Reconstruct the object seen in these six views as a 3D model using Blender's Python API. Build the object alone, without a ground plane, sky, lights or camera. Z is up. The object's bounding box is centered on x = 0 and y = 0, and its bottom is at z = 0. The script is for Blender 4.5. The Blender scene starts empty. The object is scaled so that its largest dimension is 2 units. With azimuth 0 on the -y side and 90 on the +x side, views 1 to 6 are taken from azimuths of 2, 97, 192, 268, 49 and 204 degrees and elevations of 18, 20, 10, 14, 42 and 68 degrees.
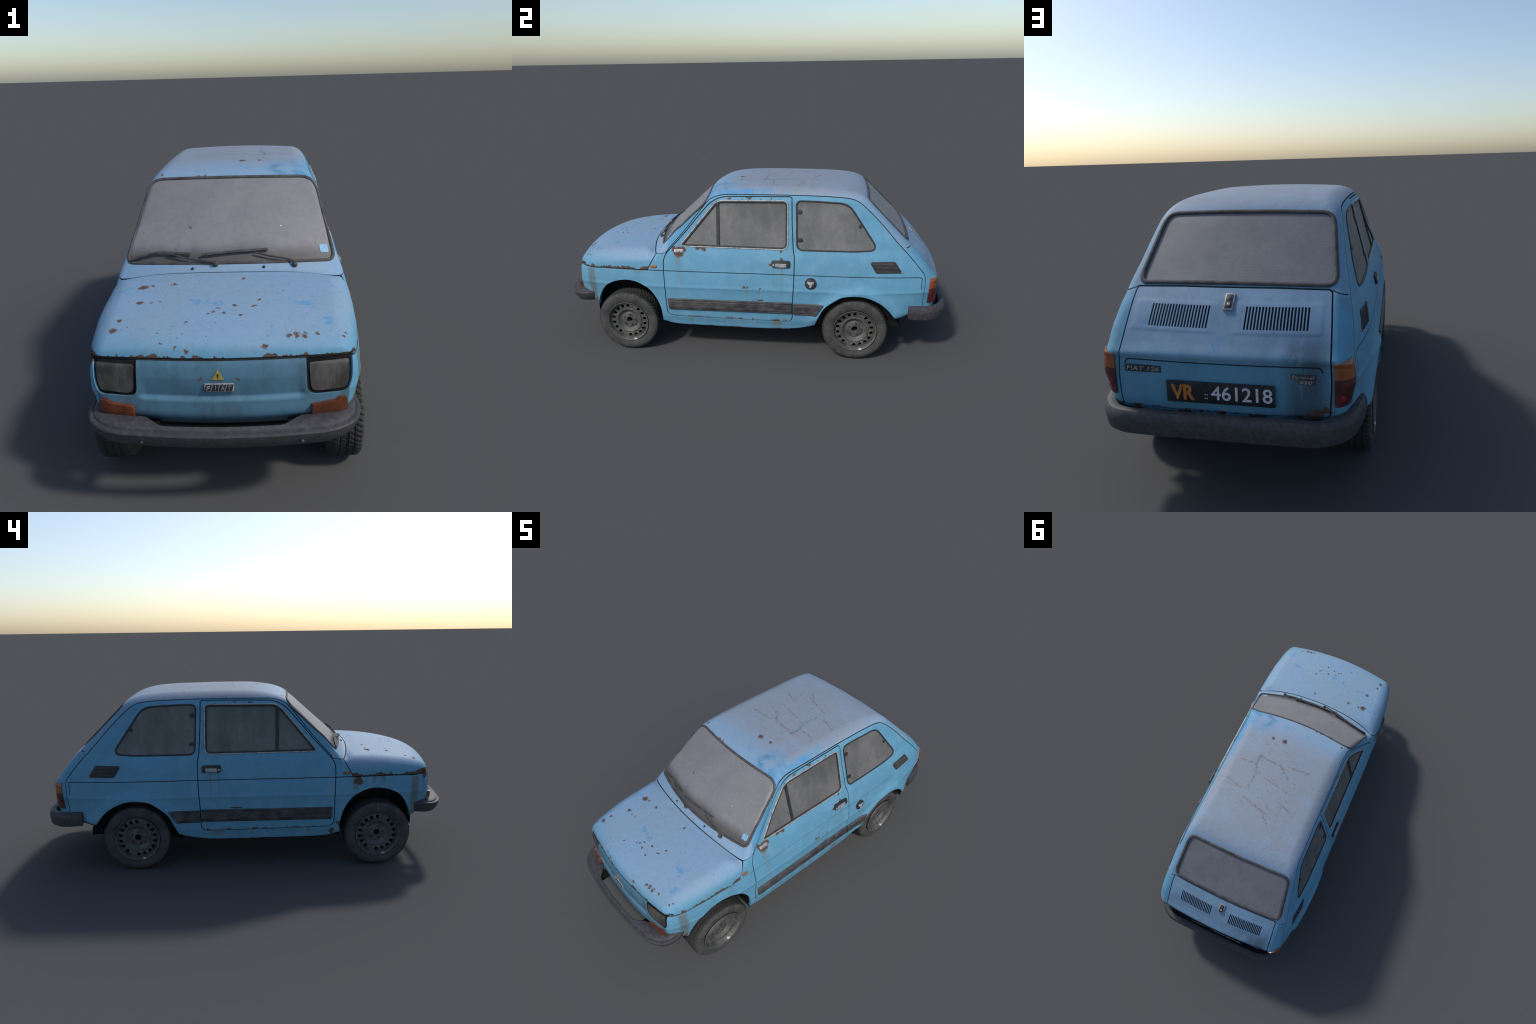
"""A small weathered light-blue city hatchback, built panel by panel.
Body = smooth analytic shell (side section + plan taper + centre-line profile), cut along
its shut lines into panels; trim, lamps, wheels and bumpers are separate parts."""
import bpy, bmesh, math, random
import numpy as np
from mathutils import Vector, Matrix
from mathutils.bvhtree import BVHTree
random.seed(7); rng = np.random.default_rng(7)

# =====================================================================  body shape
# half width of the body side by height (middle of the car)
SEC = np.array([(.10,.375),(.15,.386),(.17,.390),(.196,.398),(.204,.400),(.25,.405),(.30,.4075),(.345,.4090),(.360,.4105),(.367,.4122),(.372,.4118),(.384,.4090),(.40,.4075),
    (.45,.400),(.50,.391),(.55,.377),(.575,.367),(.60,.360),(.79,.310),(.815,.303),(.90,.280)])
# plan taper of the side towards nose and tail
PLAN = np.array([(-1,-.11),(-.93,-.072),(-.876,-.047),(-.80,-.027),(-.70,-.013),(-.6,-.006),(-.5,-.003),(-.3,-.001),
    (0,0),(.3,.001),(.5,0),(.65,-.006),(.755,-.017),(.86,-.032),(.92,-.045),(.96,-.056),(1.0,-.07)])
# centre-line profile, nose to tail over the top: y, z, crown drop at x=0.3, edge radius
TOP = [(-.78,.192,.01,.03),(-.86,.237,.02,.03),(-.905,.282,.025,.03),(-.926,.310,.028,.025),(-.9295,.357,.028,.025),
    (-.930,.42,.03,.025),(-.9245,.46,.03,.022),(-.918,.476,.03,.022),(-.902,.508,.028,.03),(-.867,.5265,.023,.04),
    (-.82,.538,.019,.05),(-.706,.555,.015,.055),(-.57,.567,.015,.055),(-.518,.570,.018,.045),(-.498,.578,.030,.03),(-.482,.5925,.038,.016),
    (-.35,.7095,.027,.016),(-.216,.8253,.0245,.020),(-.17,.846,.019,.04),(-.06,.862,.013,.06),(.07,.866,.013,.06),
    (.3,.8635,.013,.06),(.43,.8585,.013,.055),(.51,.849,.013,.05),(.56,.8335,.013,.04),(.595,.8085,.011,.030),(.69,.7145,.010,.026),
    (.79,.6166,.011,.026),(.846,.566,.013,.035),(.893,.512,.014,.035),(.925,.473,.015,.035),(.947,.447,.0154,.03),
    (.950,.439,.0154,.028),(.9465,.424,.0154,.028),(.946,.36,.0154,.028),(.941,.29,.0154,.028),(.93,.258,.0154,.028),
    (.87,.232,.013,.03),(.75,.208,.01,.03)]
BOT = [(.55,.180),(.35,.165),(.25,.142),(.08,.134),(-.16,.136),(-.38,.142),(-.44,.155),(-.6,.180)]

def sstep(a, b, x):
    t = np.clip((x-a)/(b-a), 0, 1); return t*t*(3-2*t)

ARCH_F = [(-.802,.150),(-.800,.246),(-.780,.302),(-.746,.351),(-.704,.379),(-.650,.393),(-.612,.396),(-.566,.387),(-.513,.360),(-.477,.316),(-.456,.270),(-.447,.219),(-.446,.150)]
ARCH_R = [(.330,.150),(.356,.226),(.385,.283),(.426,.320),(.473,.349),(.510,.356),(.551,.357),(.590,.351),(.647,.327),(.691,.292),(.725,.250),(.752,.205),(.77,.150)]

def side_x(y, z):
    x = np.interp(z, SEC[:,0], SEC[:,1]) + np.interp(y, PLAN[:,0], PLAN[:,1])
    low = 1-sstep(.27,.42,z)
    x = x - low*(.022*sstep(.72,.90,-y)+.022*sstep(.76,.92,y))
    # pressed step that runs below the side windows and up behind the quarter light
    q=np.maximum(.5475-z,.849*y+.528*z-.8707); x = x - .0022*sstep(.005,-.005,q)*sstep(-.36,-.33,y)*sstep(.80,.77,z)
    # the pillars lean in a little more than the doors
    x = x - .005*sstep(-.10,-.26,y)*sstep(.60,.67,z) - .004*sstep(.50,.66,y)*sstep(.60,.67,z)
    for (cy,cz,r,a) in ((-.622,.215,.178,-.003),(.553,.158,.201,.017)):       # flared wheel arches
        d = np.hypot(y-cy, z-cz)-r
        x = x + a*np.exp(-(np.maximum(d,0)/.032)**2)*sstep(.17,.24,z)
    return x

def catmull(P, n, closed=False):
    P = np.array(P, float); m = len(P); out = []
    segs = m if closed else m-1
    for i in range(segs):
        p1, p2 = P[i], P[(i+1) % m]
        p0 = P[(i-1) % m] if closed or i > 0 else 2*p1-p2
        p3 = P[(i+2) % m] if closed or i < m-2 else 2*p2-p1
        t0=0; t1=t0+max(np.linalg.norm((p1-p0)[:2]),1e-6)**.5; t2=t1+max(np.linalg.norm((p2-p1)[:2]),1e-6)**.5; t3=t2+max(np.linalg.norm((p3-p2)[:2]),1e-6)**.5
        for k in range(n):
            t=t1+(t2-t1)*k/n
            a1=(t1-t)/(t1-t0)*p0+(t-t0)/(t1-t0)*p1; a2=(t2-t)/(t2-t1)*p1+(t-t1)/(t2-t1)*p2; a3=(t3-t)/(t3-t2)*p2+(t-t2)/(t3-t2)*p3
            b1=(t2-t)/(t2-t0)*a1+(t-t0)/(t2-t0)*a2; b2=(t3-t)/(t3-t1)*a2+(t-t1)/(t3-t1)*a3
            out.append((t2-t)/(t2-t1)*b1+(t-t1)/(t2-t1)*b2)
    if not closed: out.append(P[-1])
    return np.array(out)

def round_poly(P, r, n=5):
    """polygon (closed) with rounded corners; r number or list"""
    P = [np.array(p, float) for p in P]; m=len(P); out=[]
    for i in range(m):
        a, b, c = P[i-1], P[i], P[(i+1)%m]; ri = r[i] if isinstance(r,(list,tuple)) else r
        u=(a-b); v=(c-b); lu=np.linalg.norm(u); lv=np.linalg.norm(v); q=min(ri, lu*.49, lv*.49)
        if q<1e-5: out.append(b); continue
        s=b+u/lu*q; e=b+v/lv*q
        for k in range(n+1):
            t=k/n; out.append((1-t)**2*s+2*t*(1-t)*b+t*t*e)
    return np.array(out)

def resample(P, step, closed=True):
    P=np.array(P,float); Q=np.vstack([P,P[:1]]) if closed else P
    L=np.r_[0,np.cumsum(np.linalg.norm(np.diff(Q,axis=0),axis=1))]
    n=max(3,int(round(L[-1]/step))); t=np.linspace(0,L[-1],n+1)
    R=np.stack([np.interp(t,L,Q[:,k]) for k in range(Q.shape[1])],1)
    return R[:-1] if closed else R

# ---------------------------------------------------------------- shell by ray casting from a spine
top = catmull(TOP, 16)
bot = np.array([(y,z,.004,.012) for y,z in BOT]); bot = np.vstack([top[-1:], bot, top[:1]])
bot = catmull(bot, 10)[1:-1]
LOOP = np.vstack([top, bot])
SPINE_Z = .367
def build_shell():
    NM = 260
    my = np.linspace(-.735, .765, NM)
    rays = []                                  # (spine index, direction)
    up = lambda y: np.array([ .16*y, .25])
    dn = lambda y: np.array([ .06*y, -.17])
    for i,y in enumerate(my): rays.append((i, up(y)))
    def fan(i, d0, d1, n, sign):
        a0=math.atan2(d0[1],d0[0]); a1=math.atan2(d1[1],d1[0])
        if sign>0 and a1>a0: a1-=2*math.pi
        if sign<0 and a1<a0: a1+=2*math.pi
        for k in range(1,n): a=a0+(a1-a0)*k/n; rays.append((i,np.array([math.cos(a),math.sin(a)])))
    fan(NM-1, up(my[-1]), dn(my[-1]), 110, 1)
    for i in range(NM-1,-1,-1): rays.append((i, dn(my[i])))
    d0=dn(my[0]); d1=up(my[0])
    a0=math.atan2(d0[1],d0[0]); a1=math.atan2(d1[1],d1[0])
    while a0>0: a0-=2*math.pi
    while a1>a0: a1-=2*math.pi
    for k in range(1,110): a=a0+(a1-a0)*k/110; rays.append((0,np.array([math.cos(a),math.sin(a)])))
    A=LOOP[:,:2]; Bp=np.roll(LOOP,-1,axis=0)[:,:2]; E=Bp-A
    R=[]
    for (i,d) in rays:
        m=np.array([my[i],SPINE_Z]); d=d/np.linalg.norm(d)
        den=d[0]*E[:,1]-d[1]*E[:,0]; den=np.where(abs(den)<1e-12,1e-12,den)
        w=A-m; t=(w[:,0]*E[:,1]-w[:,1]*E[:,0])/den; u=(w[:,0]*d[1]-w[:,1]*d[0])/den
        ok=(t>0)&(u>=-1e-9)&(u<=1+1e-9); j=np.where(ok)[0]; j=j[np.argmin(t[j])]
        k,r=LOOP[j,2:]*(1-u[j])+LOOP[(j+1)%len(LOOP),2:]*u[j]
        nrm=np.array([E[j,1],-E[j,0]]); nrm/=np.linalg.norm(nrm)
        if nrm@d<0: nrm=-nrm
        R.append((m[0],m[1],d[0],d[1],t[j],k,r,max(nrm@d,.3),i))
    R=np.array(R)
    # smooth crown / radius / incidence a bit along the loop
    for c in (5,6,7):
        v=R[:,c]; R[:,c]=(np.roll(v,1)+2*v+np.roll(v,-1))/4
    NT=90; half=44
    f=np.r_[1-(1-np.linspace(0,1,half))**1.6, ]
    tx=np.r_[f*1.0, np.ones(NT-half)]; td=np.r_[np.ones(half), .5+.5*np.cos(np.pi*np.linspace(0,1,NT-half+1)[1:])]
    m0,m1,d0,d1,D,k,r,c = [R[:,q][:,None] for q in range(8)]
    W=.36
    qx=tx[None,:]*W; qd=td[None,:]*D
    nn=np.hypot(qx,qd); ux=qx/nn; ud=qd/nn
    lo=np.zeros_like(nn); hi=np.full_like(nn,1.4)
    def F(rho):
        x=rho*ux; d=rho*ud; y=m0+d*d0; z=m1+d*d1
        a=(x-side_x(y,z))*.97; b=(d-D)*c+k*(x/.3)**2
        # nose: panel between the lamps is folded back above the lower crease
        fold=np.interp(z,[.357,.3605,.369,.425,.462,.48],[0,0,.0095,.0015,.001,0])
        b=b+fold*sstep(.2215,.207,x)*sstep(-.86,-.89,y)
        # engine lid: flat raised fields round the two grilles
        b=b-.0012*sstep(.024,.034,x)*sstep(.287,.277,x)*sstep(.494,.501,z)*sstep(.574,.567,z)*sstep(.80,.82,y)
        return np.minimum(np.maximum(a,b),-r)+np.hypot(np.maximum(a+r,0),np.maximum(b+r,0))
    # stop at the first outside sample so that concave spots stay clean
    for _ in range(46):
        mid=(lo+hi)/2; inside=F(mid)<0
        lo=np.where(inside,mid,lo); hi=np.where(inside,hi,mid)
    rho=(lo+hi)/2
    X=rho*ux; Y=m0+rho*ud*d0; Z=m1+rho*ud*d1
    n,NTt=X.shape
    verts=[];faces=[];idx=np.zeros((2,n,NTt),int); spine={}
    for s in (0,1):
        sg=1 if s==0 else -1
        for i in range(n):
            for j in range(NTt):
                if s==1 and j==0: idx[1,i,0]=idx[0,i,0]; continue
                if j==NTt-1:
                    key=(s,int(R[i,8]))
                    if key in spine: idx[s,i,j]=spine[key]; continue
                    spine[key]=len(verts)
                idx[s,i,j]=len(verts); verts.append((sg*X[i,j],Y[i,j],Z[i,j]))
        for i in range(n):
            i2=(i+1)%n
            for j in range(NTt-1):
                q=[idx[s,i,j],idx[s,i2,j],idx[s,i2,j+1],idx[s,i,j+1]]
                if s==1: q=q[::-1]
                q2=[]
                for v in q:
                    if v not in q2: q2.append(v)
                if len(q2)>=3: faces.append(q2)
    return verts,faces

bm=bmesh.new()
V,Fc=build_shell()
bv=[bm.verts.new(v) for v in V]
for f in Fc:
    try: bm.faces.new([bv[i] for i in f])
    except ValueError: pass
bm.normal_update()
# outward check
vol=sum(f.calc_center_median().dot(f.normal)*f.calc_area() for f in bm.faces)
if vol<0:
    bmesh.ops.reverse_faces(bm, faces=bm.faces[:]); bm.normal_update()
bmesh.ops.triangulate(bm, faces=[f for f in bm.faces if len(f.verts)>3])
bm.normal_update()
bm.verts.index_update(); bm.faces.ensure_lookup_table(); bm.verts.ensure_lookup_table()
BASE_N=[v.normal.copy() for v in bm.verts]
BASE_V=[v.co.copy() for v in bm.verts]
BASE_F=[[v.index for v in f.verts] for f in bm.faces]
BVH=BVHTree.FromPolygons(BASE_V,BASE_F)
from mathutils.interpolate import poly_3d_calc
def base_normal(p):
    loc,_,i,_=BVH.find_nearest(p)
    f=BASE_F[i]; w=poly_3d_calc([BASE_V[k] for k in f],loc)
    n=Vector((0,0,0))
    for k,a in zip(f,w): n+=BASE_N[k]*a
    return n.normalized()
def cast(o,d):
    loc,_,i,_=BVH.ray_cast(Vector(o),Vector(d)); return loc
def on_side(y,z,sg=1): return cast((sg*2,y,z),(-sg,0,0))
def on_front(x,z): return cast((x,-3,z),(0,1,0))
def on_rear(x,z): return cast((x,3,z),(0,-1,0))
def on_top(x,y): return cast((x,y,3),(0,0,-1))

# =====================================================================  cutting along outlines
CELLS={}; CS=.06
def cell_add(f):
    m=f.calc_center_median(); CELLS.setdefault((math.floor(m[0]/CS),math.floor(m[1]/CS),math.floor(m[2]/CS)),[]).append(f)
AX={'yz':(1,2,0),'xz':(0,2,1),'xy':(0,1,2)}
def cut(poly, axes, closed, keep):
    """cut the shell along a polyline projected along one axis; keep(c) selects faces by centre"""
    a,b,c=AX[axes]; P=np.array(poly,float)
    if closed: P=np.vstack([P,P[:1]])
    lo=P.min(0)-.02; hi=P.max(0)+.02
    cand=set()
    if not CELLS:
        for f in bm.faces: cell_add(f)
    ilo=[math.floor(v/CS)-1 for v in lo]; ihi=[math.floor(v/CS)+1 for v in hi]
    for key,fs in CELLS.items():
        if not(ilo[0]<=key[a]<=ihi[0] and ilo[1]<=key[b]<=ihi[1]): continue
        for f in fs:
            if not f.is_valid: continue
            m=f.calc_center_median()
            if lo[0]<m[a]<hi[0] and lo[1]<m[b]<hi[1] and keep(m): cand.add(f)
    # only faces close to the polyline matter
    if len(cand)>400:
        L=list(cand); pts=np.array([[f.calc_center_median()[a],f.calc_center_median()[b]] for f in L])
        dd=dist_poly(pts,P,False); cand={f for f,q in zip(L,dd) if q<.022}
    # grid lookup
    def box(f):
        us=[v.co[a] for v in f.verts]; vs=[v.co[b] for v in f.verts]
        return min(us),max(us),min(vs),max(vs)
    boxes={f:box(f) for f in cand}
    for p,q in zip(P[:-1],P[1:]):
        d=q-p; L=np.hypot(*d)
        if L<1e-7: continue
        nu=np.array([-d[1],d[0]])/L
        u0,u1=min(p[0],q[0])-1e-5,max(p[0],q[0])+1e-5; v0,v1=min(p[1],q[1])-1e-5,max(p[1],q[1])+1e-5
        near=[]
        for f,(x0,x1,y0,y1) in boxes.items():
            if x1<u0 or x0>u1 or y1<v0 or y0>v1: continue
            near.append(f)
        hit=[]
        for f in near:
            sd=[(v.co[a]-p[0])*nu[0]+(v.co[b]-p[1])*nu[1] for v in f.verts]
            if min(sd)<-1e-6 and max(sd)>1e-6: hit.append(f)
        if not hit: continue
        sdv=lambda v:(v.co[a]-p[0])*nu[0]+(v.co[b]-p[1])*nu[1]
        done=set()
        for f in hit:
            for e in list(f.edges):
                if e in done: continue
                v1,v2=e.verts; s1,s2=sdv(v1),sdv(v2)
                if (s1<-2e-6 and s2>2e-6) or (s1>2e-6 and s2<-2e-6):
                    ne,nv=bmesh.utils.edge_split(e,v1,s1/(s1-s2)); done.add(ne); done.add(e)
        for f in hit:
            on=[v for v in f.verts if abs(sdv(v))<=2e-6]
            if len(on)>2:
                on.sort(key=lambda v:(v.co[a]-p[0])*d[0]+(v.co[b]-p[1])*d[1]); on=[on[0],on[-1]]
            if len(on)==2:
                try: nf,_=bmesh.utils.face_split(f,on[0],on[1])
                except ValueError: nf=None
                if nf is not None: boxes[nf]=box(nf); cell_add(nf)
            boxes[f]=box(f)

def offset_line(P,w,closed):
    P=np.array(P,float); n=len(P); out=[]
    for i in range(n):
        a=P[i-1] if (closed or i>0) else None; c=P[(i+1)%n] if (closed or i<n-1) else None; b=P[i]
        ns=[]
        for s,e in ((a,b),(b,c)):
            if s is None or e is None: continue
            d=e-s; L=np.hypot(*d)
            if L>1e-9: ns.append(np.array([-d[1],d[0]])/L)
        m=np.mean(ns,0); m=m/max(np.hypot(*m),1e-6); k=max(m@ns[0],.35); out.append(b+m*w/k)
    return np.array(out)
def dist_poly(pts,P,closed):
    P=np.array(P); Q=np.vstack([P,P[:1]]) if closed else P
    best=np.full(len(pts),9.)
    for a,b in zip(Q[:-1],Q[1:]):
        d=b-a; t=np.clip(((pts-a)@d)/max(d@d,1e-12),0,1)
        best=np.minimum(best,np.hypot(*(pts-a-t[:,None]*d).T))
    return best
def inside(pts,P):
    P=np.array(P); x,y=pts[:,0],pts[:,1]; r=np.zeros(len(pts),bool)
    for (x0,y0),(x1,y1) in zip(P,np.roll(P,-1,axis=0)):
        if y0==y1: continue
        c=((y0>y)!=(y1>y))&(x<(x1-x0)*(y-y0)/(y1-y0)+x0); r^=c
    return r

is_side=lambda m: abs(m[0])>.20
is_front=lambda m: m[1]<-.15
is_nose=lambda m: m[1]<-.8
is_rear=lambda m: m[1]>.5
is_up=lambda m: m[2]>.40

# ---- outlines measured on the car (side outlines are y,z ; front and rear ones x,z)
DOOR = resample(round_poly([(-.407,.540),(-.360,.5885),(-.303,.651),(-.248,.717),(-.192,.780),(-.155,.804),(-.118,.8135),(.0,.8165),(.220,.8175),
    (.223,.699),(.231,.567),(.2385,.537),(.237,.416),(.230,.300),(.229,.196),(.024,.1985),(-.316,.203),(-.416,.207),(-.4185,.272),(-.418,.364),(-.422,.451),(-.4225,.505)],
    [.012,.02,.02,.02,.02,.02,.02,.02,.004,.02,.02,.02,.02,.02,.032,.02,.02,.04,.02,.02,.02,.025]), .012)
DOOR_WIN = resample(round_poly([(-.338,.5745),(-.303,.5735),(.203,.5685),(.2005,.799),(-.152,.796)],[.018,.02,.030,.026,.035]),.009)
QUARTER_WIN = resample(round_poly([(.250,.5685),(.530,.5675),(.642,.574),(.494,.790),(.34,.798),(.242,.800)],[.03,.02,.046,.045,.02,.026]),.009)
GUTTER = resample(catmull([(-.409,.5405),(-.399,.556),(-.360,.5985),(-.303,.664),(-.240,.743),(-.190,.799),(-.160,.813),(-.130,.8205),(-.056,.8235),(.08,.8245),(.215,.8240),(.35,.8215),(.436,.818),
    (.485,.814),(.516,.8085),(.545,.796),(.600,.750),(.664,.686),(.717,.6255),(.760,.580),(.813,.523),(.858,.468)],4),.014,False)
TAIL_SEAM=resample(catmull([(.858,.468),(.868,.452),(.870,.418),(.866,.336),(.868,.262)],6),.014,False)
C_SEAM=[(.3430,.5855),(.330,.590),(.300,.6005)]
HOOD_SIDE = resample(catmull([(-.880,.464),(-.862,.459),(-.845,.4545),(-.812,.4505),(-.74,.4530),(-.658,.4535),(-.507,.4525)],5),.012,False)
HOOD_DIAG = [(-.507,.4525),(-.463,.533)]
COWL_LINE = [(-.463,.533),(-.409,.5405)]
WING_LINE = [(-.507,.4525),(-.4222,.4515)]
WAIST_A = [(-.4222,.4515),(.2374,.4500)]
WAIST_B = [(.2374,.4500),(.845,.4455),(.855,.441),(.853,.385)]
cowl_y=lambda x: -.5165+.029*(x/.3)**2+.010*(x/.368)**6
COWL_SEAM=[(x,cowl_y(x)) for x in np.linspace(-.3625,.3625,61)]
lip_z=lambda x: .4755-.0085*(abs(x)/.35)**2.5
LIP=[(x,lip_z(x)) for x in np.linspace(-.353,.353,61)]
LID=resample(round_poly([(-.300,.602),(-.15,.606),(.15,.606),(.300,.602),(.301,.53),(.302,.44),(.308,.37),(.305,.277),(-.305,.277),(-.312,.37),(-.310,.44),(-.306,.53)],
    [.006,.02,.02,.006,.02,.02,.02,.008,.008,.02,.02,.02]),.012)
LID_SLOT=resample(catmull([(-.288,.408),(-.286,.416),(-.278,.4205),(-.25,.4215),(0,.4225),(.25,.4215),(.276,.4205),(.284,.416),(.286,.408)],5),.012,False)
SCREEN=resample(round_poly([(-.352,.5765),(-.2,.5865),(0,.5925),(.2,.5865),(.352,.5765),(.296,.818),(.1,.8255),(-.1,.8255),(-.296,.818)],[.028,.1,.1,.1,.028,.045,.1,.1,.045]),.010)
REAR_SCREEN=resample(round_poly([(-.312,.6115),(-.1,.616),(.1,.616),(.300,.6115),(.272,.803),(.1,.8085),(-.1,.8085),(-.284,.803)],[.03,.1,.1,.03,.035,.1,.1,.035]),.010)
HEAD=[round_poly([(s*.222,.4715),(s*.346,.467),(s*.347,.40),(s*.335,.365),(s*.226,.366)],[.004,.004,.03,.02,.028]) for s in (1,-1)]
LENS=[round_poly([(s*.231,.4585),(s*.3395,.4575),(s*.338,.395),(s*.330,.376),(s*.236,.374)],[.008,.012,.03,.016,.022]) for s in (1,-1)]
BLINK=[round_poly([(s*.236,.3405),(s*.300,.3465),(s*.312,.3545),(s*.3265,.3545),(s*.3265,.299),(s*.236,.299)],.003) for s in (1,-1)]
TAIL=[round_poly([(s*.3185,.4335),(s*.40,.4475),(s*.40,.3115),(s*.3185,.3115)],.004) for s in (1,-1)]
GRILLE=[]
for cx in (.1375,-.152):
    for k in range(20):
        x=cx-.0885+.177*k/19; w=.0027; sl=.0
        GRILLE.append([(x-w,.5085),(x+w,.5085),(x+w,.5625),(x-w,.5625)])

shut=[ # outline, axes, closed, half width, face filter
 (DOOR,'yz',True,.0023,is_side),(GUTTER,'yz',False,.0019,is_side),(TAIL_SEAM,'yz',False,.0017,lambda m:abs(m[0])>.2 and m[1]>.6),
 (HOOD_SIDE,'yz',False,.0028,is_side),(HOOD_DIAG,'yz',False,.0022,is_side),(COWL_LINE,'yz',False,.0012,is_side),(WING_LINE,'yz',False,.0022,is_side),
 (WAIST_A,'yz',False,.0020,is_side),(WAIST_B,'yz',False,.0019,lambda m:abs(m[0])>.2 and m[1]<.9),
 (COWL_SEAM,'xy',False,.0025,lambda m:m[2]>.5 and m[1]<-.4),(LIP,'xz',False,.0036,lambda m:m[1]<-.84),
 (LID,'xz',True,.0022,is_rear),(LID_SLOT,'xz',False,.0021,is_rear),
]
shut.append((C_SEAM,'xz',False,.0015,lambda m:m[1]>.7)); shut.append(([(-x,z) for x,z in C_SEAM],'xz',False,.0015,lambda m:m[1]>.7))
areas=[ (ARCH_F,'yz',is_side),(ARCH_R,'yz',is_side),(DOOR_WIN,'yz',is_side),(QUARTER_WIN,'yz',is_side),(SCREEN,'xz',is_front),(REAR_SCREEN,'xz',is_rear)]
ARCH_F=resample(catmull(ARCH_F,5),.01,False); ARCH_R=resample(catmull(ARCH_R,5),.01,False)
areas[0]=(ARCH_F,'yz',is_side); areas[1]=(ARCH_R,'yz',is_side)
areas+=[(p,'xz',is_nose) for p in HEAD+LENS+BLINK]+[(p,'xz',lambda m:m[1]>.8) for p in TAIL]
for P,ax,cl,w,keep in shut:
    cut(offset_line(P,w,cl),ax,cl,keep); cut(offset_line(P,-w,cl),ax,cl,keep)
for P,ax,keep in areas: cut(P,ax,True,keep)
for P in GRILLE: cut(P,'xz',True,lambda m:m[1]>.8 and .5<m[2]<.57)
cut([(.884,.25),(.893,.46)],'yz',False,lambda m:abs(m[0])>.3)
cut([(.90,.3895),(-.9,.3895)],'xz',False,lambda m:m[1]>.86 and abs(m[0])>.31)
for s in (1,-1):
    cut([(s*.338,.2),(s*.338,.48)],'xz',False,lambda m:m[1]<-.8)
    cut([(s*.24,-1),(s*.24,1)],'xy',False,lambda m:m[2]<.3)
bm.normal_update()

# =====================================================================  label every face
bm.faces.ensure_lookup_table(); bm.faces.index_update()
FA=list(bm.faces); C=np.array([f.calc_center_median() for f in FA]); N=np.array([f.normal for f in FA])
ax_=np.abs(C[:,0]); y_=C[:,1]; z_=C[:,2]
lab=np.full(len(FA),'',dtype=object)
def put(mask,name): 
    lab[(lab=='')&mask]=name
pr=lambda axes: C[:,[AX[axes][0],AX[axes][1]]]
def maskf(keep): return np.array([bool(keep(c)) for c in C])
floor=(N[:,2]<-.55)&(z_<.27)
well=(ax_>.24)&(inside(pr('yz'),ARCH_F)|inside(pr('yz'),ARCH_R))
put(well,'removed')
put(floor,'floor_pan')
put((y_<0)&(N[:,1]<.2)&inside(pr('xz'),SCREEN)&(y_>-.6),'windscreen')
put((y_>.5)&inside(pr('xz'),REAR_SCREEN),'rear_window')
put((ax_>.2)&inside(pr('yz'),DOOR_WIN),'door_window')
put((ax_>.2)&inside(pr('yz'),QUARTER_WIN),'quarter_window')
nose=y_<-.8
for p in LENS: put(nose&inside(pr('xz'),p),'headlight_lens')
for p in HEAD: put(nose&inside(pr('xz'),p),'headlight_surround')
for p in BLINK: put(nose&inside(pr('xz'),p),'indicator_lamp')
tl=(y_>.8)&(y_>.884+(z_-.25)*.043)
for p in TAIL:
    m=tl&inside(pr('xz'),p); put(m&(z_>.3895),'tail_lamp_amber'); put(m,'tail_lamp_red')
gr=(y_>.8)&(z_>.508)&(z_<.563)
for p in GRILLE: put(gr&inside(pr('xz'),p),'grille_slot')
for P,ax,cl,w,keep in shut:
    m=np.zeros(len(C),bool); pts=pr(ax); P=np.array(P)
    bb=(pts[:,0]>P[:,0].min()-.01)&(pts[:,0]<P[:,0].max()+.01)&(pts[:,1]>P[:,1].min()-.01)&(pts[:,1]<P[:,1].max()+.01)
    idx=np.where(bb)[0]
    if len(idx):
        d=dist_poly(pts[idx],P,cl); idx=idx[d<w*.98]
        idx=[i for i in idx if keep(C[i])]
        m[idx]=True
    put(m,'shut_line')
lidm=(y_>.7)&inside(pr('xz'),LID); put(lidm,'engine_lid')
put((ax_>.2)&inside(pr('yz'),DOOR),'door')
# bonnet: behind the lip, above the side seam, ahead of the cowl seam and the diagonal
hs=np.interp(y_,HOOD_SIDE[:,0],HOOD_SIDE[:,1])
diag_y=-.507+(z_-.4525)*(.044/.0805)
bon=(y_<np.where((ax_>.3)&(z_<.533),diag_y,np.array([cowl_y(x) for x in C[:,0]])))&(z_>np.minimum(hs,np.where(y_<-.86,lip_z(C[:,0]),9)))&(z_>.44)
bon&=~((y_<-.86)&(z_<np.array([lip_z(x) for x in C[:,0]])))
put(bon,'bonnet')
put((y_<-.8)&(ax_<.338)&(z_<.48),'front_panel')
gz=np.interp(y_,GUTTER[:,0],GUTTER[:,1],left=.5405)
put((y_<-.40)&(z_>np.where(y_<-.463,.533,.533+(y_+.463)*.139))&(z_<.62),'cowl')
put((y_<-.30)&(z_<.56),'front_wing')
put((z_>gz)&(y_<.80)&((y_<.74)|(z_>.58)),'roof')
put((y_<.231)&(z_<.22),'sill')
ts=np.interp(z_,TAIL_SEAM[::-1,1],TAIL_SEAM[::-1,0])
put((y_>.6)&((z_>gz)|((y_>ts)&(z_<.47)))&(y_>.7),'rear_panel')
put((z_>gz)&(z_>.5),'roof')
put(lab=='','rear_wing')

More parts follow.
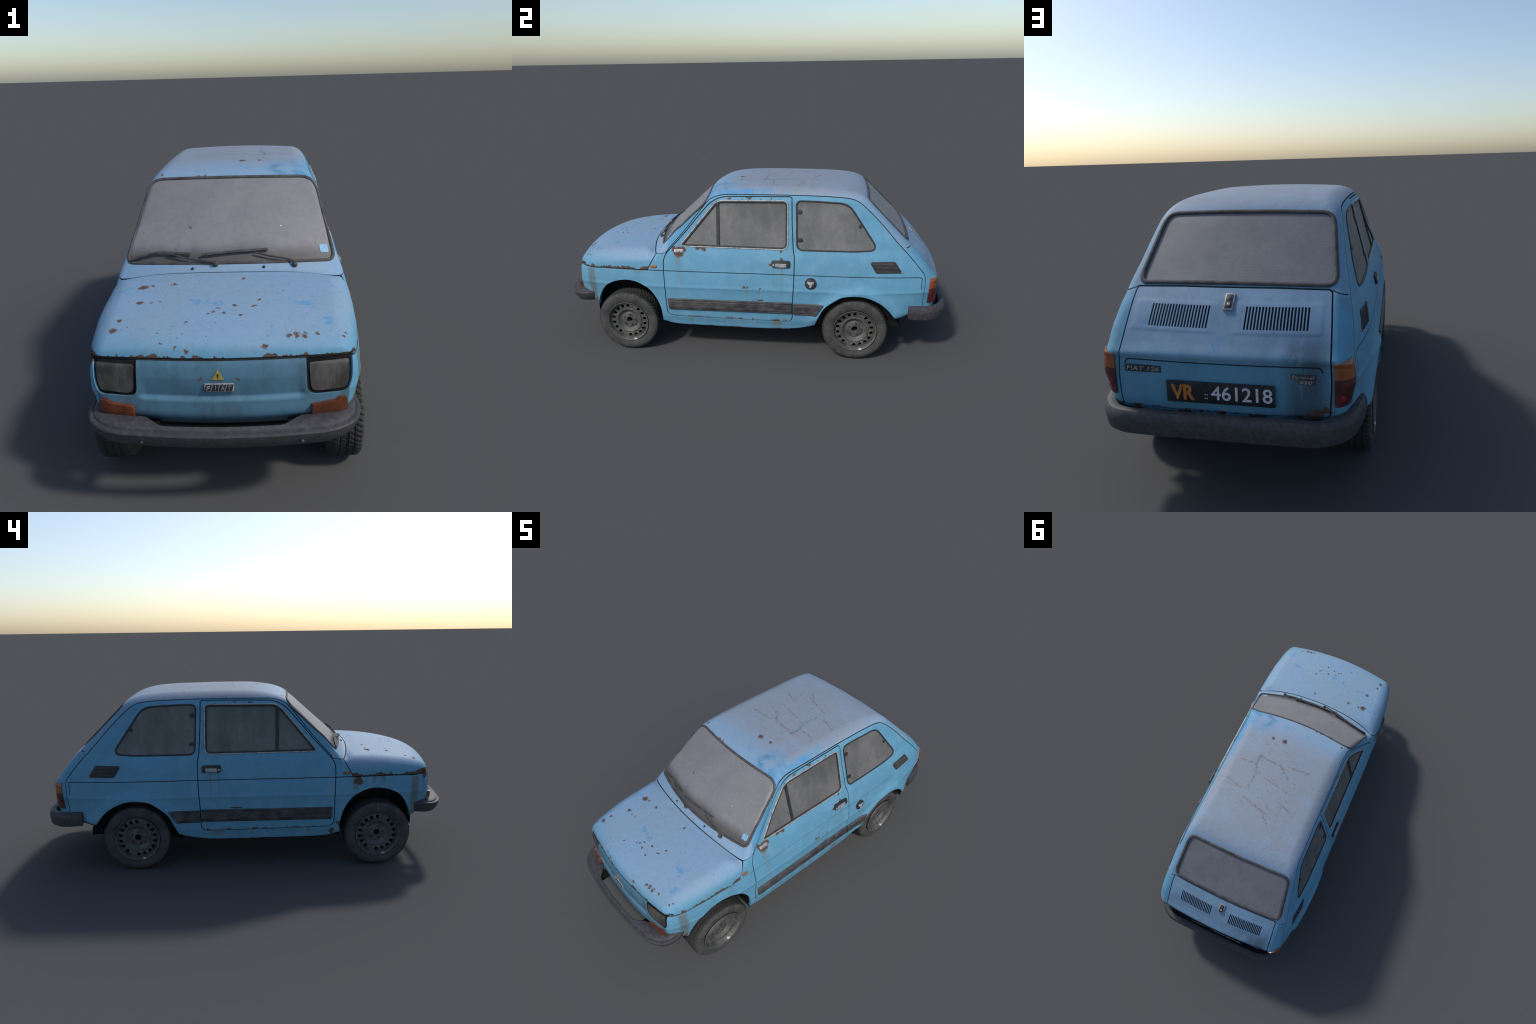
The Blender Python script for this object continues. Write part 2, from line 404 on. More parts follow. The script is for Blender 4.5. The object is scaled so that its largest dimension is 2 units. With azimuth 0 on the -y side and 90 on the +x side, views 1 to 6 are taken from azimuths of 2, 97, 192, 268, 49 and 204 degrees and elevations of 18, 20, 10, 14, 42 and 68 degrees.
# =====================================================================  materials
def material(name):
    m=bpy.data.materials.new(name); m.use_nodes=True; nt=m.node_tree
    b=nt.nodes['Principled BSDF']; return m,nt,b
class G:
    """tiny helper for writing node graphs"""
    def __init__(s,nt): s.nt=nt; s._obj=None
    def n(s,t,**k):
        x=s.nt.nodes.new(t)
        for a,v in k.items(): setattr(x,a,v)
        return x
    def l(s,a,b): s.nt.links.new(a,b)
    def inp(s,node,i,v):
        if v is None: return
        if hasattr(v,'links') or isinstance(v,bpy.types.NodeSocket): s.l(v,node.inputs[i])
        else: node.inputs[i].default_value=v
    @property
    def P(s):
        if s._obj is None: s._obj=s.n('ShaderNodeTexCoord').outputs['Object']
        return s._obj
    def math(s,op,a,b=None,c=None,clamp=False):
        x=s.n('ShaderNodeMath',operation=op,use_clamp=clamp); s.inp(x,0,a); s.inp(x,1,b); s.inp(x,2,c); return x.outputs[0]
    def vec(s,op,a,b=None,sc=None):
        x=s.n('ShaderNodeVectorMath',operation=op); s.inp(x,0,a); s.inp(x,1,b)
        if sc is not None: x.inputs['Scale'].default_value=sc
        return x.outputs['Value'] if op in('DISTANCE','LENGTH','DOT_PRODUCT') else x.outputs['Vector']
    def noise(s,scale,detail=4,rough=.6,vec=None,stretch=None,col=False,dist=0):
        x=s.n('ShaderNodeTexNoise'); x.inputs['Scale'].default_value=scale; x.inputs['Detail'].default_value=detail
        x.inputs['Roughness'].default_value=rough; x.inputs['Distortion'].default_value=dist
        v=vec or s.P
        if stretch: v=s.vec('MULTIPLY',v,stretch)
        s.l(v,x.inputs['Vector']); return x.outputs['Color'] if col else x.outputs['Fac']
    def voro(s,scale,vec=None,rand=1.):
        x=s.n('ShaderNodeTexVoronoi'); x.inputs['Scale'].default_value=scale; x.inputs['Randomness'].default_value=rand
        s.l(vec or s.P,x.inputs['Vector']); return x.outputs['Distance'],x.outputs['Color']
    def map(s,v,a,b,c=0.,d=1.,smooth=True):
        x=s.n('ShaderNodeMapRange',interpolation_type='SMOOTHSTEP' if smooth else 'LINEAR')
        s.inp(x,0,v); s.inp(x,1,a); s.inp(x,2,b); s.inp(x,3,c); s.inp(x,4,d); return x.outputs[0]
    def mix(s,f,a,b,mode='MIX'):
        x=s.n('ShaderNodeMix',data_type='RGBA',blend_type=mode); s.inp(x,0,f); s.inp(x,6,a); s.inp(x,7,b); return x.outputs[2]
    def sep(s,v=None):
        x=s.n('ShaderNodeSeparateXYZ'); s.l(v or s.P,x.inputs[0]); return x.outputs
    def bump(s,h,strength,dist=.002):
        x=s.n('ShaderNodeBump'); x.inputs['Strength'].default_value=strength; x.inputs['Distance'].default_value=dist; s.l(h,x.inputs['Height']); return x.outputs[0]
    def warp(s,scale,amp):
        c=s.noise(scale,3,.6,col=True); c=s.vec('SUBTRACT',c,(.5,.5,.5)); c=s.vec('SCALE',c,sc=amp); return s.vec('ADD',s.P,c)
    def mx(s,L):
        r=L[0]
        for q in L[1:]: r=s.math('MAXIMUM',r,q)
        return r
    def seg(s,P,a,b,w,soft=.5):
        a=np.array(a,float); d=np.array(b,float)-a
        r=s.vec('SUBTRACT',P,tuple(a)); t=s.math('DIVIDE',s.vec('DOT_PRODUCT',r,tuple(d)),float(d@d),clamp=True)
        q=s.n('ShaderNodeVectorMath',operation='SCALE'); q.inputs[0].default_value=tuple(d); s.l(t,q.inputs['Scale'])
        return s.map(s.vec('DISTANCE',r,q.outputs['Vector']),w*(1-soft),w*(1+soft),1.,0.)
    def band(s,v,lo,hi,soft):
        return s.math('MULTIPLY',s.map(v,lo-soft,lo+soft),s.map(v,hi-soft,hi+soft,1.,0.))
c4=lambda r,g,b:(r,g,b,1.)

PAINT_SIDE=c4(.105,.278,.405); PAINT_FADED=c4(.222,.322,.430); PAINT_DEEP=c4(.07,.26,.47)
RUST=c4(.055,.036,.029); RUST_ORANGE=c4(.125,.066,.042)

# rust chips measured on the bonnet and roof: x, y, z, radius
CHIPS_HOOD=[(-.259,-.599,.554,.016),(-.23,-.592,.556,.006),(-.165,-.594,.561,.009),(.048,-.569,.566,.007),(.099,-.706,.552,.006),(.085,-.742,.549,.007),
 (.115,-.902,.504,.009),(.177,-.869,.518,.008),(.20,-.866,.518,.010),(.222,-.863,.517,.010),(-.3,-.826,.519,.013),(-.29,-.785,.527,.007),(-.25,-.70,.545,.010),(-.215,-.705,.547,.006),(-.19,-.70,.547,.005),
 (-.03,-.77,.548,.006),(-.015,-.755,.549,.006),(-.04,-.78,.546,.005),(0.0,-.78,.546,.006),(.05,-.79,.544,.006),(.03,-.74,.55,.005),(-.10,-.82,.537,.005),(.255,-.85,.515,.006),(.33,-.83,.50,.006),(.325,-.845,.50,.006),
 (-.12,-.905,.503,.005),(-.09,-.91,.495,.006),(-.13,-.92,.488,.007),(.09,-.92,.488,.007),(-.02,-.922,.485,.006)]
CHIPS_ROOF=[(.034,-.065,.861,.014),(.098,-.059,.861,.010),(-.258,-.174,.831,.007),(-.12,-.205,.828,.007),(-.095,-.203,.829,.006),(.235,-.185,.825,.005)]

def spots(g,W,L,soft=.7):
    return g.mx([g.map(g.vec('DISTANCE',W,(x,y,z)),r*.82*(1-soft),r*.82*(1+soft),1.,0.) for x,y,z,r in L])

def paint(name,where):
    m,nt,b=material(name); g=G(nt); X,Y,Z=g.sep()
    big=g.noise(4.,5,.62); fine=g.noise(70.,4,.65); mid=g.noise(17.,5,.62)
    W=g.warp(95.,.026); W2=g.warp(45.,.045)
    side=where in('side','door','front_wing','front_panel','sill')
    base=g.mix(g.map(big,.35,.68),PAINT_SIDE if side or where=='rear' else PAINT_FADED,(c4(.11,.302,.445) if side or where=='rear' else c4(.205,.328,.475)))
    masks=[]; stains=[]
    if where in('roof','bonnet','cowl','lid'):
        # unfaded patches where the paint was sheltered or rubbed clean
        clear=g.map(g.math('ADD',g.noise(9.,5,.7),g.math('MULTIPLY',fine,.15)),.68,.76)
        base=g.mix(g.math('MULTIPLY',clear,.75),base,PAINT_DEEP)
        # lower flanks keep the deeper side colour (dust lies on the upper faces)
        zlim=.505 if where in('bonnet','cowl') else .80 if where=='roof' else .44
        dust=g.map(g.math('ADD',Z,g.math('MULTIPLY',g.math('SUBTRACT',mid,.5),.03)),zlim-.035,zlim+.03)
        base=g.mix(dust,g.mix(g.map(big,.35,.68),PAINT_SIDE,c4(.11,.302,.445)),base)
    if where=='roof':
        # grey-brown grime on the roof with rusty scratches
        grime=g.math('MULTIPLY',g.map(g.math('ADD',big,g.math('MULTIPLY',mid,.40)),.46,.76),g.math('MULTIPLY',g.map(Y,-.20,.0),g.map(Z,.81,.845)))
        base=g.mix(g.math('MULTIPLY',g.map(Y,-.2,.02),.45),base,c4(.245,.302,.405)); base=g.mix(g.math('MULTIPLY',grime,.68),base,c4(.248,.248,.262))
        front=g.math('MAXIMUM',g.math('MULTIPLY',g.map(X,.10,.24),g.map(Y,-.12,-.02,1.,0.)),g.math('MULTIPLY',g.map(X,.24,.275),g.map(Y,.02,.28,1.,0.)))
        base=g.mix(g.math('MULTIPLY',front,g.map(mid,.3,.6)),base,c4(.085,.27,.47))
        stain=g.math('MULTIPLY',g.map(g.vec('DISTANCE',W2,(.175,-.155,.842)),.02,.055,1.,0.),g.map(mid,.42,.58))
        base=g.mix(g.math('MULTIPLY',stain,.75),base,c4(.06,.18,.28))
        # diagonal scratches
        cb=g.n('ShaderNodeCombineXYZ'); g.l(g.math('MULTIPLY',g.vec('DOT_PRODUCT',W2,(.93,-.36,0)),8.),cb.inputs[0]); g.l(g.math('MULTIPLY',g.vec('DOT_PRODUCT',W2,(.36,.93,0)),44.),cb.inputs[1])
        sc=g.noise(1.0,6,.72,vec=cb.outputs[0])
        patch=g.math('MULTIPLY',g.map(g.vec('DISTANCE',g.P,(.04,.17,.86)),.10,.34,1.,0.),g.map(Z,.82,.85))
        scr=g.math('MULTIPLY',g.map(sc,.56,.66),patch)
        base=g.mix(g.math('MULTIPLY',scr,.75),base,c4(.25,.165,.135))
        zr=lambda x,y:.8655-.013*(x/.3)**2-.10*max(0,y-.25)**2-.14*max(0,.05-y)**2
        lines=g.mx([g.seg(W,(x0,y0,zr(x0,y0)),(x1,y1,zr(x1,y1)),w_,.6) for x0,y0,x1,y1,w_ in ((.208,.12,.133,.116,.004),(.112,.065,-.001,.075,.005),(-.001,.075,-.068,.126,.006),(-.04,.064,-.162,.056,.004),(.231,.242,.142,.268,.0035),(.111,.307,-.047,.351,.0045),(-.081,.265,-.153,.29,.0035),(.004,.336,-.066,.393,.004),(.05,.17,-.10,.20,.003))])
        base=g.mix(g.math('MULTIPLY',g.math('MULTIPLY',lines,g.map(g.noise(34.,4,.7),.30,.55)),.85),base,c4(.17,.12,.11))
        dots=g.math('MULTIPLY',g.map(g.noise(62.,4,.7),.60,.69),g.map(patch,0.,.5)); base=g.mix(g.math('MULTIPLY',dots,.6),base,c4(.16,.09,.07))
        # dark dribble left by a branch
        dr=g.mx([g.map(g.vec('DISTANCE',W,p),.004,.010,1.,0.) for p in [(.117+(-.020)*t/9+(.006*math.sin(t)),.065+.229*t/9*.85,.8635-.008*t/9) for t in np.linspace(0,9,22)]])
        base=g.mix(g.math('MULTIPLY',dr,.75),base,c4(.085,.14,.19))
        masks.append(spots(g,W,CHIPS_ROOF))
        edge=g.math('MULTIPLY',g.band(Z,.815,.834,.004),g.map(g.noise(16.,4,.7),.60,.66)); masks.append(g.math('MULTIPLY',edge,g.map(X,-.25,-.28)))
    if where=='bonnet':
        masks.append(spots(g,W,CHIPS_HOOD))
        sp=g.math('MULTIPLY',g.map(g.noise(85.,4,.72),.625,.69),g.map(g.noise(7.,2,.5),.47,.60)); masks.append(g.math('MULTIPLY',sp,g.map(Z,.49,.51)))
        # eaten lower edges: along the nose and along both flanks
        lipd=g.math('ADD',g.math('SUBTRACT',Z,.474),g.math('MULTIPLY',g.math('POWER',g.math('ABSOLUTE',X),2.5),.115))
        e1=g.map(g.math('SUBTRACT',lipd,g.map(g.noise(24.,4,.7,stretch=(1,.2,.2)),.36,.70,0.,.014)),-.001,.002,1.,0.)
        e1=g.math('MULTIPLY',e1,g.map(Y,-.845,-.865))
        sd=g.math('SUBTRACT',Z,g.map(Y,-.86,-.81,.459,.452))
        e2=g.map(g.math('SUBTRACT',sd,g.map(g.noise(19.,4,.7,stretch=(.1,1,.2)),.30,.60,0.,.018)),-.001,.0015,1.,0.)
        masks+= [e1,g.math('MULTIPLY',e2,g.map(g.math('ABSOLUTE',X),.30,.33))]
    if where in('door','side','front_wing','sill'):
        # soft cloudy chalking
        base=g.mix(g.math('MULTIPLY',g.map(mid,.42,.72),.45),base,c4(.175,.36,.49)); base=g.mix(g.math('MULTIPLY',g.map(g.noise(6.5,6,.75,stretch=(1,1,1.6)),.52,.70),.30),base,c4(.06,.21,.34))
        W3=g.vec('ADD',g.P,g.vec('SCALE',g.vec('SUBTRACT',g.noise(90.,2,.6,col=True,stretch=(1,1,.12)),(.5,.5,.5)),sc=.008))
        _,SY,_=g.sep(W3)
        def streak(y0,w,z0,z1,f=1.,side_sign=0):
            q=g.math('MULTIPLY',g.map(g.math('ABSOLUTE',g.math('SUBTRACT',SY,y0)),w*.3,w*1.3,1.,0.),g.math('MULTIPLY',g.map(Z,z0-.004,z0+.004,1.,0.),g.map(Z,z1,z0,.1,1.)))
            q=g.math('MULTIPLY',q,f)
            if side_sign: q=g.math('MULTIPLY',q,g.map(g.math('MULTIPLY',X,side_sign),0,.05))
            return q
        if where=='door':
            stains=[streak(-.352,.010,.545,.45,.8,1),streak(-.338,.006,.545,.43,.6,1),streak(.137,.003,.487,.33,.8),streak(.178,.006,.485,.31,.6),streak(.172,.002,.56,.53,.9,1),
                    streak(.0,.008,.372,.31,.55,1),streak(.066,.004,.372,.31,.8,1),streak(.032,.004,.372,.32,.35,1),streak(-.33,.012,.44,.32,.25,1)]
            masks+= [g.math('MULTIPLY',spots(g,W,[(.375,-.345,.546,.030),(.375,-.322,.558,.020),(.37,-.368,.560,.015),(.375,-.335,.535,.018),(.392,.122,.498,.010),(.388,.175,.524,.010),(.366,.172,.560,.010),(.41,-.012,.379,.008),(.41,.008,.379,.007),(.41,.067,.376,.006),(.41,.067,.367,.004),(.365,-.245,.566,.013),(.365,-.215,.562,.015),(.365,-.23,.568,.010)],.3),g.map(X,0,.05)),
                     g.math('MULTIPLY',g.band(Z,.309,.316,.002),g.math('MULTIPLY',g.band(Y,.03,.085,.004),g.map(mid,.42,.5))),
                     g.math('MULTIPLY',g.map(Z,.196,.218,1.,0.),g.map(g.noise(20.,4,.7,stretch=(.2,1,.5)),.50,.57)),
                     g.math('MULTIPLY',g.math('MULTIPLY',g.map(Z,.800,.804),g.band(Y,-.1,.16,.01)),g.map(g.noise(26.,3,.7),.55,.6)),
                     g.math('MULTIPLY',g.map(g.noise(48.,3,.75),.755,.78),g.map(X,0.1,-.1,.3,1.))]
        if where=='front_wing':
            stains=[g.math('MULTIPLY',g.math('MULTIPLY',g.band(SY,-.835,-.795,.010),g.map(Z,.455,.435)),.75),
                    streak(-.52,.018,.45,.34,.8,-1),streak(-.57,.006,.45,.40,.6,-1),streak(-.61,.010,.45,.40,.8,-1),streak(-.655,.012,.45,.40,.8,-1),streak(-.86,.008,.44,.36,.6,-1),
                    streak(-.56,.03,.452,.42,.4,1)]
            masks+= [g.math('MULTIPLY',spots(g,W2,[(-.40,-.53,.437,.022),(-.40,-.545,.425,.015),(-.355,-.862,.447,.020)],.3),g.map(X,.05,0)),
                     g.math('MULTIPLY',spots(g,W2,[(-.39,-.44,.205,.035),(-.39,-.43,.175,.04),(.365,-.81,.262,.014)],.3),g.map(mid,.35,.5))]
        if where=='sill':
            stains=[streak(y,.006,.21,.15,.7) for y in(-.34,-.2,-.12,-.02,.05)]+[streak(-.30,.02,.2,.15,.8),streak(.15,.03,.2,.15,.9)]
            masks+= [g.math('MULTIPLY',g.map(g.math('ADD',Z,g.math('MULTIPLY',g.math('SUBTRACT',mid,.5),.03)),.143,.155,1.,0.),g.map(g.noise(20.,4,.7,stretch=(.2,1,.5)),.44,.58)),
                     g.math('MULTIPLY',spots(g,W2,[(-.395,-.42,.19,.05),(-.395,-.36,.175,.04),(-.395,-.40,.165,.05)],.3),g.map(mid,.3,.5))]
        if where=='side':
            stains=[streak(.345,.003,.565,.54,.6,1)]
            masks.append(g.map(g.noise(52.,3,.75),.77,.79))
    if where in('lid','rear'):
        st=g.math('MULTIPLY',g.map(g.math('ABSOLUTE',g.math('ADD',X,.245)),.025,.085,1.,0.),g.math('MULTIPLY',g.map(Z,.55,.43),g.map(g.noise(14.,5,.7,stretch=(1,1,.25)),.20,.46)))
        base=g.mix(g.math('MULTIPLY',g.map(g.noise(9.,6,.72,stretch=(1,1,.5)),.42,.72),.45),base,c4(.10,.17,.22)); base=g.mix(g.math('MULTIPLY',st,.9),base,c4(.050,.075,.095))
        masks.append(g.math('MULTIPLY',spots(g,W2,[(-.275,.925,.29,.02),(-.295,.925,.30,.015),(-.25,.925,.282,.012)],.3),1.))
        masks.append(g.math('MULTIPLY',g.map(Z,.279,.287,1.,0.),g.map(g.noise(26.,3,.7),.5,.6)))
        masks.append(g.map(g.noise(50.,3,.75),.765,.785))
    if where=='front_panel':
        base=g.mix(g.math('ADD',.58,g.math('MULTIPLY',g.map(g.noise(11.,5,.7,stretch=(1,1,.4)),.40,.7),.4)),base,c4(.060,.112,.150))
        masks.append(g.map(g.noise(42.,3,.75),.73,.76))
        masks.append(spots(g,W,[(-.055,-.93,.424,.006),(.045,-.93,.424,.005),(-.03,-.93,.42,.005)],.5))
    col=base
    if stains: col=g.mix(g.math('MULTIPLY',g.mx(stains),.85),col,c4(.105,.095,.055) if where=='front_wing' else c4(.19,.15,.07))
    # fine speckle in the paint film
    grain=g.noise(48.,6,.75); col=g.mix(g.map(grain,.50,.72,0.,.30 if where in('roof','bonnet','cowl','lid') else .22),col,c4(.13,.20,.28)); col=g.mix(g.map(grain,.50,.30,0.,.12),col,c4(.25,.36,.48))
    col=g.mix(g.map(fine,.3,.7,0.,.12),col,c4(.10,.22,.32))
    if masks:
        M=g.mx(masks); rc=g.mix(g.noise(80.,3,.6),RUST,RUST_ORANGE)
        halo=g.math('MULTIPLY',g.map(M,.02,.5),.75)
        col=g.mix(halo,col,g.mix(.5,RUST_ORANGE,c4(.16,.13,.10))); col=g.mix(g.math('MULTIPLY',g.map(M,.25,.9),.9),col,rc)
        g.l(g.map(M,.2,.8,.6,.92),b.inputs['Roughness'])
        h=g.math('SUBTRACT',g.math('MULTIPLY',mid,.25),g.math('MULTIPLY',M,g.math('ADD',.3,fine)))
    else:
        b.inputs['Roughness'].default_value=.6; h=g.math('MULTIPLY',mid,.25)
    if where=='roof':
        lump=g.math('MULTIPLY',g.noise(38.,3,.6),g.math('MULTIPLY',g.map(X,.12,-.1),g.map(Y,.10,.30))); h=g.math('ADD',h,g.math('MULTIPLY',lump,2.2))
    g.l(g.bump(h,.5,.0018),b.inputs['Normal'])
    g.l(col,b.inputs['Base Color']); b.inputs['Specular IOR Level'].default_value=.26
    return m

def simple(name,c0,c1,scale=30.,rough=.6,metal=0.,bump=.3,spec=.4,thr=(.35,.65),stretch=None):
    m,nt,b=material(name); g=G(nt); n=g.noise(scale,5,.65,stretch=stretch)
    g.l(g.mix(g.map(n,*thr),c0,c1),b.inputs['Base Color']); b.inputs['Roughness'].default_value=rough
    b.inputs['Metallic'].default_value=metal; b.inputs['Specular IOR Level'].default_value=spec
    if bump: g.l(g.bump(n,bump,.001),b.inputs['Normal'])
    return m

def dusty_glass(name,c0,c1,where):
    m,nt,b=material(name); g=G(nt); X,Y,Z=g.sep()
    n=g.noise(6.,6,.65); f=g.noise(60.,4,.7); s=g.noise(22.,5,.65,stretch=(1,1,.35))
    col=g.mix(g.map(g.math('ADD',n,g.math('MULTIPLY',s,.5)),.55,.95),c0,c1)
    col=g.mix(g.map(f,.35,.75,0.,.30),col,tuple(v*.72 for v in c0[:3])+(1,))
    if where=='screen':
        W=g.warp(60.,.012)
        low=g.math('SUBTRACT',Z,g.math('SUBTRACT',.5925,g.math('MULTIPLY',g.math('MULTIPLY',X,X),.16)))
        dirt=g.map(g.math('ADD',low,g.math('MULTIPLY',g.math('SUBTRACT',n,.5),.05)),.012,.060,1.,0.)
        col=g.mix(g.math('MULTIPLY',dirt,.9),col,c4(.075,.07,.065))
        mk=spots(g,W,[(-.138,-.37,.683,.008),(-.258,-.332,.698,.004),(-.078,-.281,.766,.003)],.4); col=g.mix(g.math('MULTIPLY',mk,.7),col,c4(.06,.06,.055))
        wh=spots(g,g.P,[(.173,-.366,.682,.0035),(.178,-.405,.640,.002)],.3); col=g.mix(wh,col,c4(.6,.6,.62))
    if where=='rear':
        wv=g.math('SINE',g.math('MULTIPLY',Z,2*math.pi/.0075)); col=g.mix(g.map(wv,.5,1.,0.,.14),col,c4(.10,.10,.11))
    if where=='side':
        dk=g.map(g.noise(7.,5,.65,stretch=(1,1,.45)),.42,.68); col=g.mix(g.math('MULTIPLY',g.map(g.noise(40.,4,.7,stretch=(1,1,.3)),.55,.75),.35),col,c4(.24,.235,.225)); col=g.mix(g.math('MULTIPLY',dk,.6),col,tuple(v*.6 for v in c0[:3])+(1,))
    g.l(col,b.inputs['Base Color']); b.inputs['Roughness'].default_value=.5; b.inputs['Specular IOR Level'].default_value=.35
    g.l(g.bump(s,.15,.001),b.inputs['Normal'])
    return m

M={}
for w in('roof','bonnet','cowl','lid','door','side','front_wing','sill','rear','front_panel'): M[w]=paint('blue_paint_'+w,w)
M['gap']=simple('shut_line_black',c4(.010,.013,.015),c4(.022,.024,.022),60,.9)  # near-black colour of the recessed panel gap strips, also used on the grille slots, valance and small dark fittings
M['black']=simple('underbody_black',c4(.008,.008,.009),c4(.016,.016,.016),20,.95,spec=.1)
M['rubber']=simple('window_rubber',c4(.045,.042,.042),c4(.085,.08,.078),30,.75)
M['plastic']=simple('faded_bumper_plastic',c4(.040,.039,.043),c4(.066,.064,.068),70,.62,thr=(.38,.7))
M['mould']=simple('side_moulding_plastic',c4(.028,.027,.030),c4(.075,.072,.075),38,.6,stretch=(1,.5,1))
M['screen']=dusty_glass('dusty_windscreen',c4(.190,.184,.198),c4(.225,.217,.228),'screen')
M['rglass']=dusty_glass('dusty_rear_window',c4(.17,.168,.182),c4(.215,.212,.222),'rear')
M['sglass']=dusty_glass('dusty_side_window',c4(.115,.115,.114),c4(.165,.163,.158),'side')
M['chrome']=simple('dull_chrome',c4(.20,.19,.185),c4(.42,.415,.41),50,.55,metal=.3,thr=(.3,.6))
M['silver']=simple('worn_silver',c4(.20,.20,.205),c4(.42,.42,.42),70,.55,metal=.2)
M['dark']=simple('dark_trim_plastic',c4(.018,.019,.022),c4(.035,.036,.04),40,.6)

# =====================================================================  object helpers
car=bpy.data.objects.new('hatchback_car',None); bpy.context.scene.collection.objects.link(car)
car["label"]="small weathered light blue hatchback car with rust spots"; car["category"]="car"
def add(name,me,mat,parent=None,smooth=True,kind=None):
    if isinstance(me,tuple):
        v,f=me; me=bpy.data.meshes.new(name); me.from_pydata([tuple(p) for p in v],[],f); me.update()
    if mat is not None and not me.materials: me.materials.append(mat)
    o=bpy.data.objects.new(name,me); bpy.context.scene.collection.objects.link(o); o.parent=parent or car
    if kind: o["kind"]=kind
    return o
def smooth_angle(me,deg=35):
    b=bmesh.new(); b.from_mesh(me); bmesh.ops.recalc_face_normals(b,faces=b.faces[:])
    for f in b.faces: f.smooth=True
    for e in b.edges:
        if len(e.link_faces)==2 and e.calc_face_angle(0)>math.radians(deg): e.smooth=False
        elif len(e.link_faces)!=2: e.smooth=False
    b.to_mesh(me); b.free(); me.update()
def solid(name,v,f,mat,parent=None,deg=35,bevel=0.,kind=None):
    me=bpy.data.meshes.new(name); me.from_pydata([tuple(p) for p in v],[],f); me.update()
    b=bmesh.new(); b.from_mesh(me); bmesh.ops.remove_doubles(b,verts=b.verts[:],dist=1e-6); bmesh.ops.recalc_face_normals(b,faces=b.faces[:])
    if bevel:
        es=[e for e in b.edges if len(e.link_faces)==2 and e.calc_face_angle(0)>math.radians(deg)]
        bmesh.ops.bevel(b,geom=es,offset=bevel,segments=2,profile=.5,affect='EDGES',clamp_overlap=True)
    b.to_mesh(me); b.free(); smooth_angle(me,deg)
    return add(name,me,mat,parent,kind=kind)

LABIDX={}
for i,l in enumerate(lab): LABIDX.setdefault(l,[]).append(i)
labof={FA[i]:lab[i] for i in range(len(FA))}
ncache={}
def vn(v):
    k=v.index
    if k not in ncache: ncache[k]=base_normal(v.co)
    return ncache[k]
bm.verts.index_update()
GROOVE={'shut_line','removed'}
def extract(label,name,mat,sign=0,offset=0.,depth=.006,walls=None,parent=None,offset_fn=None):
    """make an object of all faces with a label; edges facing a gap are folded inwards"""
    fs=[FA[i] for i in LABIDX.get(label,[]) if sign==0 or C[i,0]*sign>0]
    if not fs: print('EMPTY',label); return None
    S_=set(fs); vid={}; verts=[]; faces=[]; norms=[]
    def nid(v,o):
        k=(v.index,o)
        if k not in vid:
            vid[k]=len(verts); oo=o
            if o=='top': oo=offset_fn(v.co) if offset_fn else offset
            else: oo=o
            verts.append(v.co+vn(v)*oo)
        return vid[k]
    for f in fs:
        faces.append([nid(v,'top') for v in f.verts]); norms.append([vn(v) for v in f.verts])
    for f in fs:
        for lp in f.loops:
            e=lp.edge; others=[g for g in e.link_faces if g not in S_]
            inner=len(e.link_faces)-len(others)
            if inner>1: continue
            ol=[labof[g] for g in others]
            if walls=='all' or (not others) or any(l in GROOVE or (walls is None and l in WALLNB) for l in ol):
                a,b2=lp.vert,lp.link_loop_next.vert
                q=[nid(b2,'top'),nid(a,'top'),nid(a,-depth),nid(b2,-depth)]
                faces.append(q)
                p=[verts[i] for i in q]; n=(p[1]-p[0]).cross(p[2]-p[0])
                if n.length<1e-12: n=Vector((0,0,1))
                n.normalize(); norms.append([n]*4)
    me=bpy.data.meshes.new(name); me.from_pydata([tuple(v) for v in verts],[],faces); me.update()
    for p in me.polygons: p.use_smooth=True
    me.normals_split_custom_set([tuple(n) for fn in norms for n in fn])
    return add(name,me,mat,parent)
WALLNB={'headlight_surround','windscreen','rear_window','door_window','quarter_window','indicator_lamp','grille_slot','tail_lamp_amber','tail_lamp_red'}

bonnet=extract('bonnet','bonnet',M['bonnet'])
roof=extract('roof','roof',M['roof'])
extract('cowl','cowl_panel',M['cowl'])
lid=extract('engine_lid','engine_lid',M['lid'])
extract('front_panel','front_panel',M['front_panel'])
rp=extract('rear_panel','rear_panel',M['rear'])
extract('floor_pan','floor_pan',M['black'])
screen=extract('windscreen','windscreen',M['screen'],offset=-.002,walls='none')
rwin=extract('rear_window','rear_window',M['rglass'],offset=-.002,walls='none')
extract('shut_line','panel_gap',M['gap'],offset=-.0035,walls='none')
doors=[]
for s in (1,-1):
    extract('front_wing','front_wing',M['front_wing'],s,depth=.014)
    d=extract('door','door',M['door'],s); doors.append(d)
    extract('sill','sill',M['sill'],s)
    extract('rear_wing','rear_wing',M['side'],s,depth=.014)
    extract('door_window','door_window',M['sglass'],s,offset=-.004,walls='none',parent=d)
    extract('quarter_window','quarter_window',M['sglass'],s,offset=-.002,walls='none')
extract('grille_slot','grille_slot',M['gap'],offset=-.004,walls='none',parent=lid)

